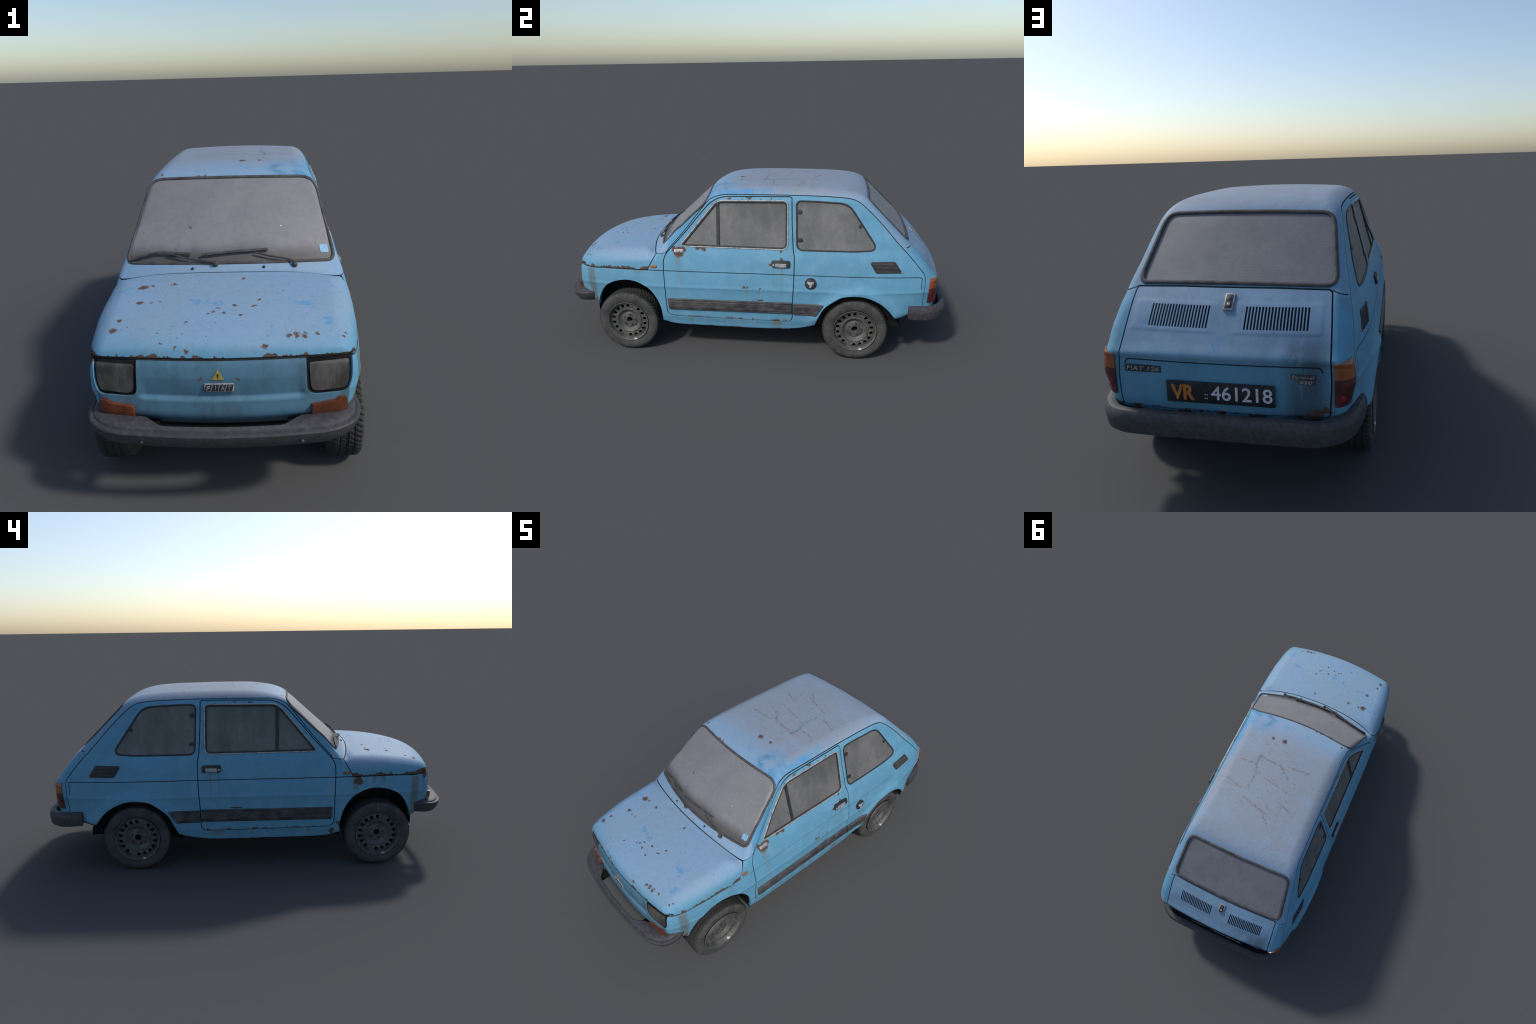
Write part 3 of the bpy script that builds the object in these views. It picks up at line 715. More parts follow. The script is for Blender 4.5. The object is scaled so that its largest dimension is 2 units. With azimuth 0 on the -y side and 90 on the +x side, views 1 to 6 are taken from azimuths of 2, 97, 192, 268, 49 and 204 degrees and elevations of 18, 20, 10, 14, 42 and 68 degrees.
# ---------------------------------------------------------------- sweeps along the surface
def sweep(name,path,normals,section,mat,closed=False,parent=None,cap=True,deg=40,scale=None,kind=None):
    """section: list of (across, out) offsets; path: 3d points; normals: outward"""
    n=len(path); v=[];f=[];m=len(section)
    for i in range(n):
        a=path[i-1] if closed or i>0 else path[i]; b=path[(i+1)%n] if closed or i<n-1 else path[i]
        t=(b-a).normalized(); nn=normals[i]; side=t.cross(nn).normalized(); nn=side.cross(t).normalized()
        k=scale(i/(n-1)) if scale else 1.
        for (u,w) in section: v.append(path[i]+side*u*k+nn*w*k)
    for i in range(n if closed else n-1):
        j=(i+1)%n
        for q in range(m):
            r=(q+1)%m; f.append([i*m+q,i*m+r,j*m+r,j*m+q])
    if not closed and cap: f.append(list(range(m))[::-1]); f.append([(n-1)*m+q for q in range(m)])
    return solid(name,v,f,mat,parent,deg,kind=kind)
def oval(w,h,n=10,z=0.): return [(w*math.cos(2*math.pi*k/n),z+h*math.sin(2*math.pi*k/n)) for k in range(n)]
def lift(P,fn,out=0.):
    pts=[];nr=[]
    for p in P:
        q=fn(*p)
        if q is None: continue
        n=base_normal(q); pts.append(q+n*out); nr.append(n)
    return pts,nr
p,n=lift(SCREEN,on_front); sweep('windscreen_gasket',p,n,oval(.0058,.0042),M['rubber'],True)
p,n=lift(REAR_SCREEN,on_rear); sweep('rear_window_gasket',p,n,oval(.0080,.0050),M['rubber'],True)
for s,d in zip((1,-1),doors):
    fn=lambda y,z,s=s:on_side(y,z,s)
    p,n=lift(DOOR_WIN,fn); sweep('door_window_trim',p,n,oval(.0034,.0034),M['chrome'],True,parent=d)
    p,n=lift(offset_line(DOOR_WIN,.0062,True),fn,-.001); sweep('door_window_seal',p,n,oval(.0042,.0032),M['dark'],True,parent=d)
    p,n=lift(QUARTER_WIN,fn); sweep('quarter_window_gasket',p,n,oval(.0040,.0030),M['dark'],True)
    zs=np.linspace(.574,.793,14)
    p,n=lift([(-.1425-.006*(z-.575)/.2,z) for z in zs],fn,-.002); sweep('window_divider',p,n,[(-.0072,-.003),(.0072,-.003),(.0072,.004),(-.0072,.004)],M['dark'],parent=d)
    # rusty sill line under the quarter light
    # quarter window hinges and catch
    for (yy,zz,wy,wz) in ((.258,.749,.013,.010),(.264,.6165,.013,.009)):
        P=resample(round_poly([(yy-wy,zz-wz),(yy+wy,zz-wz),(yy+wy,zz+wz),(yy-wy,zz+wz)],.008),.006)
        top_,nn=lift(P,fn,.002); bot_,_=lift(P,fn,-.004); k=len(top_)
        solid('window_hinge',top_+bot_,[list(range(k))]+[list(range(k,2*k))[::-1]]+[[i,(i+1)%k,k+(i+1)%k,k+i] for i in range(k)],M['dark'],bevel=.0008)
    P=[(.55+.0075*math.cos(a),.685+.0085*math.sin(a)) for a in np.linspace(0,2*math.pi,14,endpoint=False)]
    top_,nn=lift(P,fn,.003); bot_,_=lift(P,fn,-.004); k=len(top_)
    solid('window_catch',top_+bot_,[list(range(k))]+[list(range(k,2*k))[::-1]]+[[i,(i+1)%k,k+(i+1)%k,k+i] for i in range(k)],M['dark'],bevel=.001)

def pad(name,P,fn,lo,hi,mat,parent=None,bevel=.001,deg=35,kind=None):
    """raised plate following the surface inside a small 2d outline"""
    top_,nn=lift(P,fn,hi); bot_,_=lift(P,fn,lo); k=len(top_)
    return solid(name,top_+bot_,[list(range(k))]+[list(range(k,2*k))[::-1]]+[[i,(i+1)%k,k+(i+1)%k,k+i] for i in range(k)],mat,parent,bevel=bevel,deg=deg,kind=kind)

# ---------------------------------------------------------------- side fittings
MOULD=[(.030,-.004),(.031,.003),(.027,.0085),(.020,.0075),(.018,.0105),(-.016,.0115),(-.020,.0085),(-.026,.0085),(-.030,.005),(-.031,-.004)]
for s,d in zip((1,-1),doors):
    fn=lambda y,z,s=s:on_side(y,z,s)
    for (pts,par,nm) in (([(-.404,.2755),(.2255,.2755)],d,'door_moulding'),([(.2345,.2720),(.365,.2710)],None,'rear_wing_moulding')):
        (y0,z0),(y1,z1)=pts; m_=36 if par else 10; v=[];f=[]
        for i in range(m_+1):
            t=i/m_
            for (u,w) in MOULD:
                zz=z0+(z1-z0)*t+u
                e0=y0; e1=y1
                if par: e0=y0+.006*(.031-u)/.062-.003
                if not par: e1=y1+.020*(u/.031)
                q=fn(e0+(e1-e0)*t,zz); v.append(q+base_normal(q)*w)
        k=len(MOULD)
        for i in range(m_):
            for q in range(k): r=(q+1)%k; f.append([i*k+q,i*k+r,(i+1)*k+r,(i+1)*k+q])
        f.append(list(range(k))); f.append([m_*k+q for q in range(k)])
        solid(nm,v,f,M['mould'],par,deg=25)
    # door handle: dark shell, recess, bright lever and lock
    h=pad('door_handle',resample(round_poly([(.127,.4855),(.217,.4855),(.217,.519),(.127,.519)],.007),.006),fn,-.003,.009,M['dark'],d,.002)
    pad('handle_lever',round_poly([(.146,.4875),(.200,.4875),(.200,.505),(.146,.505)],.003),fn,.008,.0115,M['silver'],h,.0008)
    pad('door_lock',[(.1365+.005*math.cos(a),.497+.0055*math.sin(a)) for a in np.linspace(0,2*math.pi,12,endpoint=False)],fn,.008,.0115,M['silver'],h,.0006)
    # air scoop with horizontal slats
    vent=round_poly([(.600,.5225),(.7215,.5240),(.7585,.4690),(.633,.4680)],[.008,.006,.008,.006])
    vb=pad('side_vent',resample(vent,.008),fn,-.003,.0025,M['dark'],None,.001)
    for k in range(8):
        t=(k+.6)/8.2; z=.5215-.0525*t; a=.603+.0335*t+.003; b2=.7215+.0365*t-.005
        P=[(a,z-.0012),(b2,z-.0012),(b2,z+.0012),(a,z+.0012)]
        P=resample(P,.012); pad('vent_slat',P,fn,.001,.0050,M['rubber'],vb,0)
    for (yy,zz) in ((.6075,.5185),(.752,.473)):
        pad('vent_screw',[(yy+.0028*math.cos(a),zz+.0028*math.sin(a)) for a in np.linspace(0,2*math.pi,8,endpoint=False)],fn,.002,.006,M['silver'],vb,.0004)
    # side repeater
    M.setdefault('amber_small',simple('amber_marker',c4(.20,.085,.03),c4(.30,.14,.05),40,.4,bump=.1))
    pad('side_marker_lamp',resample(round_poly([(-.4895,.4645),(-.457,.4645),(-.457,.4785),(-.4895,.4785)],.006),.005),fn,-.002,.005,M['amber_small'],None,.002)
fn=lambda y,z:on_side(y,z,1)
circ=lambda cy,cz,r,n=28:[(cy+r*math.cos(a),cz+r*math.sin(a)) for a in np.linspace(0,2*math.pi,n,endpoint=False)]
cap=pad('fuel_cap',circ(.3195,.411,.0285),fn,-.003,.006,M['dark'],None,.002)
pad('fuel_cap_knob',circ(.3195,.411,.021),fn,.005,.0095,simple('fuel_cap_navy',c4(.022,.026,.036),c4(.04,.045,.055),40,.5),cap,.001)
star=[]
for k in range(3):
    a=math.pi/2*3+k*2*math.pi/3
    for da,r in ((-.16,.0205),(.16,.0205),(1.047,.0075)): star.append((.3195-r*math.sin(a+da+math.pi/2*0)*1.0,.411+r*math.cos(a+da+math.pi)*-1.0))
star=[(.3195+r*math.sin(k*2*math.pi/3+da),.411-r*math.cos(k*2*math.pi/3+da)) for k in range(3) for da,r in ((-.22,.019),(.22,.019),(1.047,.0085))]
pad('fuel_cap_emblem',star,fn,.009,.0125,M['silver'],cap,.0006)
mb=pad('mirror_base',resample(round_poly([(-.366,.5435),(-.317,.5435),(-.317,.5600),(-.366,.5600)],.003),.006),fn,-.002,.004,M['silver'],doors[0],.001)
pad('mirror_screw',circ(-.341,.5515,.0065,14),fn,.003,.0075,M['chrome'],mb,.0008)

# ---------------------------------------------------------------- lamps
def lamp_mat(name,c0,c1,rough=.25,trans=.0):
    m,nt,b=material(name); g=G(nt); n=g.noise(26.,5,.65,stretch=(1,1,.4)); lines=g.noise(140.,2,.5,stretch=(1,1,.05))
    col=g.mix(g.map(n,.35,.7),c0,c1); col=g.mix(g.map(lines,.45,.7,0.,.25),col,tuple(v*.5 for v in c0[:3])+(1,))
    g.l(col,b.inputs['Base Color']); b.inputs['Roughness'].default_value=rough; b.inputs['Specular IOR Level'].default_value=.5
    b.inputs['Coat Weight'].default_value=.4; b.inputs['Coat Roughness'].default_value=.2
    g.l(g.bump(lines,.35,.001),b.inputs['Normal']); return m
M['lens']=lamp_mat('headlight_glass',c4(.040,.038,.036),c4(.095,.09,.084),.35)
M['amber']=lamp_mat('amber_lens',c4(.085,.024,.010),c4(.17,.046,.015),.3)
M['amber_r']=lamp_mat('amber_tail_lens',c4(.22,.058,.02),c4(.32,.095,.028),.3)
M['red']=lamp_mat('red_tail_lens',c4(.06,.009,.013),c4(.11,.016,.021),.3)
for s in (1,-1):
    hs_=extract('headlight_surround','headlight_surround',M['black'],s,offset=-.0055,depth=.010,walls='none')
    cx,cz=.285*s,.416
    extract('headlight_lens','headlight_lens',M['lens'],s,offset_fn=lambda c:-.004+.0055*max(0,1-((c.x-cx)/.058)**2)*max(0,1-((c.z-cz)/.046)**2),depth=.011,walls='all',parent=hs_)
    extract('indicator_lamp','indicator_lamp',M['amber'],s,offset=.012,depth=.002,walls='all')
    extract('tail_lamp_amber','tail_lamp',M['amber_r'],s,offset=.005,depth=.003,walls='all')
    extract('tail_lamp_red','tail_lamp_red_section',M['red'],s,offset=.005,depth=.003,walls='all')
    # clear reversing reflector in the red lens
    fr=lambda x,z:on_rear(x,z)
    pad('tail_reflector',[(s*.330,.327),(s*.343,.326),(s*.343,.343),(s*.336,.346)],fr,.003,.0068,lamp_mat('red_reflector',c4(.25,.012,.03),c4(.4,.02,.05)),None,.0005)

# ---------------------------------------------------------------- bumpers
def bumper(name,plan,sect,mat):
    """plan: half path (x,y) from centre to the end; sect(t): closed list of (outward, z) for path parameter t"""
    half=resample(catmull(plan,8),.011,False); path=np.vstack([half[::-1]*[-1,1],half[1:]])
    n=len(path); v=[];f=[]; m=None
    sgn=1 if plan[0][1]>0 else -1
    L=np.r_[0,np.cumsum(np.linalg.norm(np.diff(half,axis=0),axis=1))]; tt=np.r_[L[::-1],L[1:]]
    for i in range(n):
        a=path[max(i-1,0)]; b2=path[min(i+1,n-1)]; t=(b2-a)/np.linalg.norm(b2-a); nr=np.array([t[1],-t[0]])*(-sgn)
        S_=sect(tt[i],path[i]); m=len(S_)
        for (o,z) in S_:
            q=path[i]+nr*o; v.append((q[0],q[1],z))
    for i in range(n-1):
        for q in range(m): r=(q+1)%m; f.append([i*m+q,i*m+r,(i+1)*m+r,(i+1)*m+q])
    f.append(list(range(m))); f.append([(n-1)*m+q for q in range(m)])
    return solid(name,v,f,mat,deg=32)
def front_sect(t,p):
    e=float(sstep(.36,.56,t)); deep=.030+.036*float(sstep(.155,.225,abs(p[0])))*(1-e*.55); top_=.3085+.004*e; low=.2485+.006*e
    rise=.010*e
    return [(0,.2965+rise),(-.0025,.285+rise),(-.010,.267+rise*.6),(-.020,low+.0045),(-.030,low),(-.040 if deep>.04 else -.0305,low+.004),(-deep,.288),(-deep,top_+.001+rise),(-deep+.005,top_+.0035+rise),
            (-.021,top_+.0015+rise),(-.0155,top_-.002+rise),(-.0135,top_-.0070+rise),(-.0085,top_-.0060+rise),(-.0025,top_-.0075+rise)]
FB=bumper('front_bumper',[(0,-1.0),(.10,-.9965),(.166,-.991),(.223,-.984),(.275,-.976),(.311,-.962),(.340,-.942),(.359,-.920),(.370,-.893),(.374,-.868),(.372,-.838),(.366,-.818)],front_sect,M['plastic'])
def rear_sect(t,p):
    e=float(sstep(.40,.60,t)); top_=.288+.012*e; w=.0016*math.sin(p[0]*31+1)+.0012*math.sin(p[0]*73); low=.213+.046*e+w; top_+=.004*e+w*.7
    return [(0,.262+.012*e),(-.001,.245+.012*e),(-.006,.222+.015*e),(-.018,low+.002),(-.034,low),(-.040,low+.01),(-.038-.014*e,top_-.008),(-.032-.014*e,top_-.001),(-.020,top_+.001),(-.010,top_-.002),(-.003,top_-.010)]
RB=bumper('rear_bumper',[(0,.9985),(.12,.9985),(.22,.9975),(.268,.994),(.302,.984),(.331,.967),(.353,.945),(.370,.918),(.382,.885),(.390,.85),(.396,.815),(.398,.80)],rear_sect,M['plastic'])
bumper('rear_valance',[(0,.9985),(.12,.9985),(.22,.9975),(.268,.994),(.302,.984),(.331,.967),(.353,.945)],lambda t,p:[(-.030,.266),(-.030,.246),(-.085,.240),(-.085,.266)],M['gap'])
for s in (1,-1):   # brackets carrying the bumpers
    for (y0,y1,z,par) in ((-.88,-.955,.272,FB),(.90,.97,.245,RB)):
        v=[(s*.192+dx,yy,z+dz) for yy in (y0,y1) for dx,dz in ((-.018,-.012),(.018,-.012),(.018,.012),(-.018,.012))]
        solid('bumper_bracket',v,[[0,1,2,3],[4,5,6,7],[0,1,5,4],[1,2,6,5],[2,3,7,6],[3,0,4,7]],M['black'],par)
    # bolts through the bumpers
    b_=Vector((s*.208,-.9795,.2735)); v=[];f=[]
    for j,(r,o) in enumerate(((.0052,.006),(.0052,-.0035),(.003,-.0055))):
        for k in range(10): a=2*math.pi*k/10; v.append(b_+Vector((r*math.cos(a),o,r*math.sin(a))))
    for j in range(2):
        for k in range(10): f.append([j*10+k,j*10+(k+1)%10,j*10+10+(k+1)%10,j*10+10+k])
    f.append(list(range(20,30))); solid('bumper_bolt',v,f,M['mould'],FB)

# ---------------------------------------------------------------- wheel arches liners and running gear
for s in (1,-1):
    for P in (ARCH_F,ARCH_R):
        cy=(P[0,0]+P[-1,0])/2; Q=[(cy+(y-cy)*1.03,z+(.008 if z>.2 else 0)) for y,z in P]; Q=[(min(y,.760),max(z,.192 if y<-.7 else .150 if y<0 or y<.4 else .175)) for y,z in Q]
        v=[];f=[];k=len(Q)
        for xx in (.385,.285):
            for (y,z) in Q:
                xo=(float(side_x(np.array(y),np.array(max(z,.21))))-.012) if xx>.3 else xx
                v.append((s*xo,y,z))
        for i in range(k-1): f.append([i,i+1,k+i+1,k+i])
        f.append([k+i for i in range(k)])
        solid('wheel_arch_liner',v,f,M['black'],deg=60)
        if P is ARCH_F: continue
        # mud shield: the crescent above the rear tyre
        wy=-.633 if P is ARCH_F else .541; v=[];f=[]
        for (y,z) in Q:
            d=np.array([y-wy,z-.1625]); L=np.hypot(*d); i_=d*min(1,.1715/L)
            xo=float(side_x(np.array(y),np.array(max(z,.21))))-.030
            v+= [(s*xo,y,z),(s*(xo-.012),wy+i_[0],.1625+i_[1])]
        for i in range(len(Q)-1): f.append([2*i,2*i+2,2*i+3,2*i+1])
        solid('mud_shield',v,f,M['black'],deg=60)

def tyre_mesh():
    R=.1625; hw=.058; n=216
    prof=[(.106,-.043),(.109,-.048),(.121,-.0535),(.134,-.0545),(.146,-.0525),(.154,-.048),(.1585,-.044),(.1605,-.040)]
    tread=[(.1625,u) for u in np.linspace(-.036,.036,25)]
    prof=prof+tread+[(r,-u) for r,u in prof[::-1]]
    v=[];f=[];m=len(prof)
    for i in range(n):
        a=2*math.pi*i/n
        for (r,u) in prof:
            q=r
            if r>.155:
                # directional winter tread: chevron lugs and a centre groove
                ph=(a/(2*math.pi)*54+abs(u)/.036*1.25+(0.5 if u>0 else 0))%1.0
                w=abs(u)
                if ph<.26 and w>.006: q-=.0042
                if w<.0032 or .0185<w<.0215: q-=.0038
            elif r>.150 and (a/(2*math.pi)*54+1.6+(0.5 if u>0 else 0))%1.0<.30: q-=.002
            v.append((u,q*math.sin(a),q*math.cos(a)))
    for i in range(n):
        j=(i+1)%n
        for k in range(m-1): f.append([i*m+k,i*m+k+1,j*m+k+1,j*m+k])
    me=bpy.data.meshes.new('tyre'); me.from_pydata(v,[],f); me.update(); smooth_angle(me,28); return me
def lathe(prof,n=72,close=False):
    v=[];f=[];m=len(prof)
    for i in range(n):
        a=2*math.pi*i/n
        for (r,u) in prof: v.append((u,r*math.sin(a),r*math.cos(a)))
    for i in range(n):
        j=(i+1)%n
        for k in range(m-1): f.append([i*m+k,i*m+k+1,j*m+k+1,j*m+k])
    return v,f
def rim_mesh():
    n=72
    # outer well and lip
    v,f=lathe([(.101,.044),(.1035,.0475),(.1015,.0500),(.0985,.0480),(.0968,.0440),(.0945,.036),(.0925,.029)],n)
    def join(v2,f2):
        o=len(v); v.extend(v2); f.extend([[i+o for i in q] for q in f2])
    # pierced ring: 18 places 20 degrees apart, two left blank
    r0,r1,rc,rh=.0665,.0925,.0795,.0086
    def height(r): return .029+.004*math.cos((r-rc)/.013*1.5)
    for k in range(18):
        ac=math.radians(20*k)
        if k in (1,10): rad=.0001
        else: rad=rh
        out=[];inn=[];inb=[]
        B=[(-1,-1),(-.5,-1),(0,-1),(.5,-1),(1,-1),(1,-.5),(1,0),(1,.5),(1,1),(.5,1),(0,1),(-.5,1),(-1,1),(-1,.5),(-1,0),(-1,-.5)]
        for (p_,q_) in B:
            a=ac+math.radians(10)*p_; r=rc+(r1-r0)/2*q_; out.append((height(r),r*math.sin(a),r*math.cos(a)))
            th=math.atan2(q_,p_); rr=rc+rad*math.sin(th); aa=ac+rad*math.cos(th)/rc
            inn.append((height(rr),rr*math.sin(aa),rr*math.cos(aa))); inb.append((height(rr)-.010,rr*math.sin(aa),rr*math.cos(aa)))
        o=16; ff=[]
        for i in range(16):
            j=(i+1)%16; ff.append([i,j,o+j,o+i])
            if rad>.001: ff.append([o+i,o+j,2*o+j,2*o+i])
        join(out+inn+inb,ff)
    v2,f2=lathe([(.0665,height(.0665)),(.0640,.0345),(.0600,.0352),(.0560,.0315),(.0480,.0225),(.0410,.0210),(.0380,.0245),(.0360,.0252),(.0200,.0252),(.0160,.0258),(.0145,.0245),(.0145,.004)],n); join(v2,f2)
    me=bpy.data.meshes.new('rim'); me.from_pydata(v,[],f); me.update()
    b=bmesh.new(); b.from_mesh(me); bmesh.ops.remove_doubles(b,verts=b.verts[:],dist=2e-4); b.to_mesh(me); b.free(); smooth_angle(me,40); return me
def bolt_mesh():
    v=[];f=[]
    for (r,u) in ((.0042,.022),(.0042,.0285),(.003,.0302)):
        for k in range(6): a=math.pi/3*k; v.append((u,r*math.sin(a),r*math.cos(a)))
    for j in range(2):
        for k in range(6): f.append([j*6+k,j*6+(k+1)%6,j*6+6+(k+1)%6,j*6+6+k])
    f.append(list(range(12,18)))
    me=bpy.data.meshes.new('wheel_bolt'); me.from_pydata(v,[],f); me.update(); smooth_angle(me,30); return me
def back_mesh():
    v,f=lathe([(.0005,.006),(.060,.006),(.094,.008),(.097,-.02),(.100,-.044)],48)
    me=bpy.data.meshes.new('wheel_drum'); me.from_pydata(v,[],f); me.update(); smooth_angle(me,30); return me
def tyre_mat():
    m,nt,b=material('dusty_tyre_rubber'); g=G(nt); X,Y,Z=g.sep()
    r=g.math('SQRT',g.math('ADD',g.math('MULTIPLY',Y,Y),g.math('MULTIPLY',Z,Z)))
    n=g.noise(22.,5,.65); f=g.noise(120.,3,.6)
    ring=g.n('ShaderNodeTexWave',wave_type='RINGS',rings_direction='X'); ring.inputs['Scale'].default_value=55; ring.inputs['Distortion'].default_value=1.2; g.l(g.P,ring.inputs['Vector'])
    side=g.mix(g.map(g.math('ADD',n,g.math('MULTIPLY',f,.3)),.45,.85),c4(.040,.040,.039),c4(.078,.077,.074))
    side=g.mix(g.math('MULTIPLY',ring.outputs['Fac'],.18),side,c4(.038,.037,.036))
    tr=g.mix(n,c4(.018,.019,.018),c4(.042,.042,.040))
    col=g.mix(g.map(r,.1535,.1590),side,tr)
    g.l(col,b.inputs['Base Color']); b.inputs['Roughness'].default_value=.85; b.inputs['Specular IOR Level'].default_value=.25
    g.l(g.bump(g.math('ADD',n,g.math('MULTIPLY',ring.outputs['Fac'],.4)),.3,.001),b.inputs['Normal']); return m
def rim_mat():
    m,nt,b=material('dusty_steel_rim'); g=G(nt); X,Y,Z=g.sep()
    n=g.noise(30.,5,.68); f=g.noise(110.,3,.6)
    col=g.mix(g.map(g.math('ADD',n,g.math('MULTIPLY',f,.3)),.5,.85),c4(.060,.059,.056),c4(.125,.123,.115))
    sp=g.map(f,.68,.74); col=g.mix(g.math('MULTIPLY',sp,.5),col,c4(.25,.245,.22))
    wr=g.math('MULTIPLY',g.map(g.vec('DISTANCE',g.warp(60.,.02),(.047,.030,-.095)),.004,.011,1.,0.),1.); col=g.mix(wr,col,c4(.42,.42,.44))
    g.l(col,b.inputs['Base Color']); b.inputs['Roughness'].default_value=.6; b.inputs['Metallic'].default_value=.15
    g.l(g.bump(n,.3,.001),b.inputs['Normal']); return m
TY,RI,BO,DR=tyre_mesh(),rim_mesh(),bolt_mesh(),back_mesh()
TY.materials.append(tyre_mat()); RI.materials.append(rim_mat()); BO.materials.append(M['dark']); DR.materials.append(M['black'])
for (yy,xx) in ((-.633,.3530),(.541,.351)):
    for s in (1,-1):
        w=add('wheel',TY.copy() if False else DR,None); w.location=(s*xx,yy,.1625)
        if s<0: w.rotation_euler=(0,0,math.pi)
        t=add('tyre',TY,None,w); r=add('rim',RI,None,w); r.location.x=.005 if yy<0 else .008; r.scale=(1,1.055,1.055)
        for k in range(5):
            bo=add('wheel_bolt',BO,None,r); a=2*math.pi*k/5+.2; bo.location=(0,.0285*math.sin(a),.0285*math.cos(a))
    v,f=lathe([(.0005,-.31),(.012,-.31),(.012,.31),(.0005,.31)],14); v=[(x,y+yy,z+.1625) for x,y,z in v]; solid('axle',v,f,M['black'])

# ---------------------------------------------------------------- wipers, washer jets, sticker
def tube(name,P,r,mat,parent=None,n=8,scale=None):
    P=[Vector(p) for p in P]; return sweep(name,P,[Vector((0,-.66,.75))]*len(P),oval(r,r,n),mat,False,parent,scale=scale)
M['wiper']=simple('wiper_black',c4(.03,.03,.032),c4(.075,.07,.07),60,.6)
for (piv,arm,blade) in (((.213,-.472,.582),[(.195,.588),(.14,.598),(.085,.6105)],[(-.092,.607),(-.03,.6125),(.02,.616),(.07,.6175),(.126,.6185)]),
                        ((-.044,-.487,.588),[(-.065,.590),(-.13,.596),(-.200,.606)],[(-.334,.583),(-.29,.597),(-.237,.608),(-.185,.6095),(-.129,.609)])):
    ap=[Vector(piv)+Vector((0,-.006,.008))]+[on_front(x,z)+base_normal(on_front(x,z))*.011 for x,z in arm]
    wa=tube('wiper_arm',[Vector(q) for q in catmull([tuple(q) for q in ap],4)],.0032,M['wiper'])
    bp=catmull(blade,5); bl=[on_front(x,z)+base_normal(on_front(x,z))*.0065 for x,z in bp]
    sweep('wiper_blade',bl,[base_normal(q) for q in bl],[(-.0042,.004),(.0042,.004),(.0035,-.001),(.001,-.005),(-.001,-.005),(-.0035,-.001)],M['wiper'],parent=wa)
    pv=on_top(piv[0],piv[1]); nr=base_normal(pv); v=[];f=[]
    u=nr.orthogonal().normalized(); w_=nr.cross(u)
    for (r,o) in ((.0095,-.003),(.009,.005),(.007,.013),(.004,.015)):
        for k in range(14): a=2*math.pi*k/14; v.append(pv+u*r*math.cos(a)+w_*r*math.sin(a)+nr*o)
    for j in range(3):
        for k in range(14): f.append([j*14+k,j*14+(k+1)%14,j*14+14+(k+1)%14,j*14+14+k])
    f.append(list(range(42,56))); solid('wiper_pivot',v,f,M['wiper'],wa)
for (x,y) in ((-.119,-.494),(.113,-.492)):
    pad('washer_jet',[(x+.0042*math.cos(a),y+.0042*math.sin(a)) for a in np.linspace(0,2*math.pi,10,endpoint=False)],on_top,-.002,.005,M['dark'],None,.0008)
pad('windscreen_sticker',resample([(.299,.6235),(.3275,.6215),(.3315,.5985),(.304,.6005)],.006),on_front,-.003,-.0008,simple('sticker_blue',c4(.13,.32,.52),c4(.22,.42,.60),60,.5),None,0)

# ---------------------------------------------------------------- number plate, badges, lock, hinges
def plate_frame(x,z,y,slope=0.): return Matrix.Translation((x,y,z))
M['plate']=simple('plate_black',c4(.010,.011,.016),c4(.018,.019,.026),50,.5)
M['white_ink']=simple('plate_white',c4(.48,.50,.54),c4(.62,.63,.66),70,.55)
M['orange_ink']=simple('plate_orange',c4(.40,.12,.025),c4(.52,.18,.04),70,.55)
def box(name,cx,cy,cz,sx,sy,sz,mat,parent=None,bevel=.001,rot=None,kind=None):
    v=[Vector((dx*sx/2,dy*sy/2,dz*sz/2)) for dx in(-1,1) for dy in(-1,1) for dz in(-1,1)]
    if rot: v=[rot@q for q in v]
    v=[q+Vector((cx,cy,cz)) for q in v]
    return solid(name,v,[[0,1,3,2],[4,5,7,6],[0,1,5,4],[2,3,7,6],[0,2,6,4],[1,3,7,5]],mat,parent,bevel=bevel,kind=kind)
def text(name,s,loc,rotm,h,width,mat,parent,ext=.0007,bold=.0,shear=0.):
    cu=bpy.data.curves.new(name,'FONT'); cu.body=s; cu.size=1; cu.extrude=.02; cu.align_x='CENTER'; cu.offset=bold; cu.shear=shear; cu.resolution_u=4
    o=bpy.data.objects.new(name,cu); bpy.context.scene.collection.objects.link(o)
    dg=bpy.context.evaluated_depsgraph_get(); me=bpy.data.meshes.new_from_object(o.evaluated_get(dg)); bpy.data.objects.remove(o)
    co=np.array([v.co for v in me.vertices]); mn,mx_=co.min(0),co.max(0)
    for v in me.vertices:
        q=Vector(((v.co.x-(mn[0]+mx_[0])/2)/(mx_[0]-mn[0])*width,(v.co.y-(mn[1]+mx_[1])/2)/(mx_[1]-mn[1])*h,(v.co.z/.02)*ext))
        v.co=rotm@q+Vector(loc)
    me.materials.clear(); me.materials.append(mat); me.name=name; me.update()
    return add(name,me,None,parent)
REARROT=Matrix(((-1,0,0),(0,0,1),(0,1,0)))      # text x -> -x, text y -> z, out -> +y
FRONTROT=Matrix(((1,0,0),(0,0,-1),(0,1,0)))
py=max(on_rear(x,.335).y for x in(-.1,0,.1))+.006
pl=box('number_plate',-.004,py,.340,.313,.004,.062,M['plate'],bevel=.0012)
text('plate_letter','VR',(.104,py+.0022,.339),REARROT,.045,.070,M['orange_ink'],pl,bold=.035)
text('plate_number','461218',(-.066,py+.0022,.3415),REARROT,.041,.174,M['white_ink'],pl,bold=.012)
text('plate_mark','::',(.0355,py+.0022,.330),REARROT,.014,.009,M['white_ink'],pl)
for x,z in((.135,.3125),(-.145,.3125),(.04,.3685)): 
    box('plate_screw',x-.004,py+.003,z,.007,.003,.007,M['gap'],pl,.001)
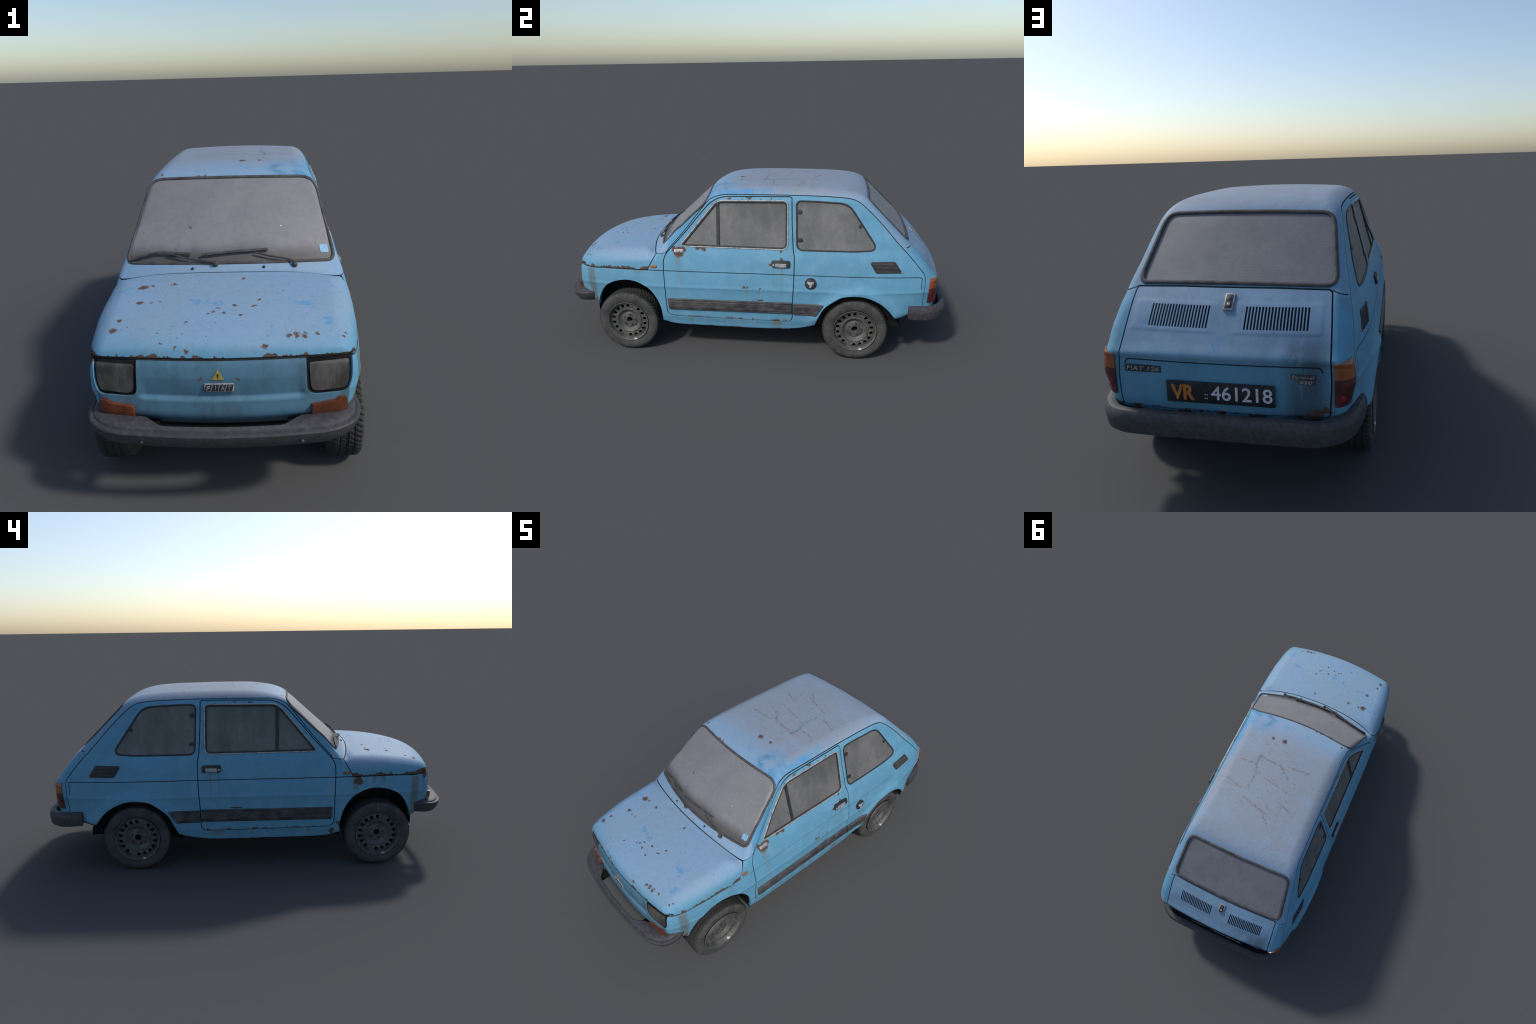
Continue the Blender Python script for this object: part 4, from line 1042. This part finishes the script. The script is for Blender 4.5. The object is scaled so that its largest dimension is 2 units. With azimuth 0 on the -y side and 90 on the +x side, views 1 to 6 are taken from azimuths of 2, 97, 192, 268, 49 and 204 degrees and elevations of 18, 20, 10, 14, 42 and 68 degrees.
for x in(.107,-.112):
    q=on_rear(x,.276); box('lid_hinge',x,q.y+.002,.272,.034,.016,.016,M['gap'],lid,.003)
    box('hinge_pin',x,q.y+.008,.274,.020,.008,.006,M['dark'],lid,.0015)
# rear script badges
b1y=on_rear(.227,.398).y+.0025
b1=box('maker_badge',.227,b1y,.397,.112,.004,.020,M['dark'],lid,.0008)
text('badge_letter','FIAT 126',(.227,b1y+.0022,.397),REARROT,.013,.100,M['silver'],b1,bold=.01,shear=.15)
box('badge_field',.195,b1y+.0006,.397,.044,.004,.0165,M['mould'],b1,.0005)
b2y=on_rear(-.235,.395).y+.0025
b2=box('model_badge',-.236,b2y,.3965,.066,.004,.013,M['mould'],lid,.0008); box('model_badge_tail',-.244,b2y,.3825,.043,.004,.0135,M['mould'],b2,.0008)
text('badge_letter','Personal',(-.236,b2y+.0022,.3965),REARROT,.009,.060,M['silver'],b2,bold=.01,shear=.2)
text('badge_letter','650',(-.244,b2y+.0022,.3825),REARROT,.0095,.034,M['silver'],b2,bold=.01,shear=.2)
# lid lock
def tilted(x,z):
    q=on_rear(x,z); n=base_normal(q); t=Vector((1,0,0)); u=n.cross(t).normalized(); t=u.cross(n).normalized()
    return q,Matrix((t,n,u)).transposed()
q,R_=tilted(-.008,.571)
lk=box('lid_lock',q.x,q.y,q.z,.030,.010,.056,M['silver'],lid,.002,R_)
c_=q+R_@Vector((0,.0045,0)); box('lock_recess',c_.x,c_.y,c_.z,.021,.003,.046,M['dark'],lk,.001,R_)
c_=q+R_@Vector((0,.006,.010)); box('lock_barrel',c_.x,c_.y,c_.z,.010,.003,.010,M['silver'],lk,.002,R_)
c_=q+R_@Vector((0,.006,-.010)); box('lock_button',c_.x,c_.y,c_.z,.010,.002,.012,M['mould'],lk,.001,R_)
# nose badge: four slanted tiles, and a warning triangle sticker
fy=min(on_front(x,.40).y for x in(-.03,.03))-.002
fb=box('nose_badge',-.0055,fy,.400,.078,.005,.0235,M['silver'],None,.001)
for k,ch in enumerate('FIAT'):
    x0=-.0335+k*.0187; v=[];h=.0095; sh=.003
    for yy in(fy-.0005,fy-.0036):
        v+= [(x0-.0080-sh,yy,.400-h),(x0+.0080-sh,yy,.400-h),(x0+.0080+sh,yy,.400+h),(x0-.0080+sh,yy,.400+h)]
    solid('badge_tile',v,[[0,1,2,3],[4,5,6,7],[0,1,5,4],[1,2,6,5],[2,3,7,6],[3,0,4,7]],M['dark'],fb,bevel=.0004)
    text('badge_letter',ch,(x0,fy-.0038,.400),FRONTROT,.013,.010 if ch!='I' else .003,M['silver'],fb,shear=.15,bold=.01,ext=.0006)
M['yellow']=simple('sticker_yellow',c4(.28,.20,.04),c4(.40,.30,.06),60,.5)
tr_=pad('warning_sticker',resample([(-.0225,.4235),(.0085,.4235),(-.007,.4515)],.005),on_front,-.001,.0015,M['yellow'],None,0)
text('sticker_symbol','!',(-.007,on_front(-.007,.434).y-.002,.4335),FRONTROT,.014,.0035,M['gap'],tr_,ext=.0006)
bm.free()
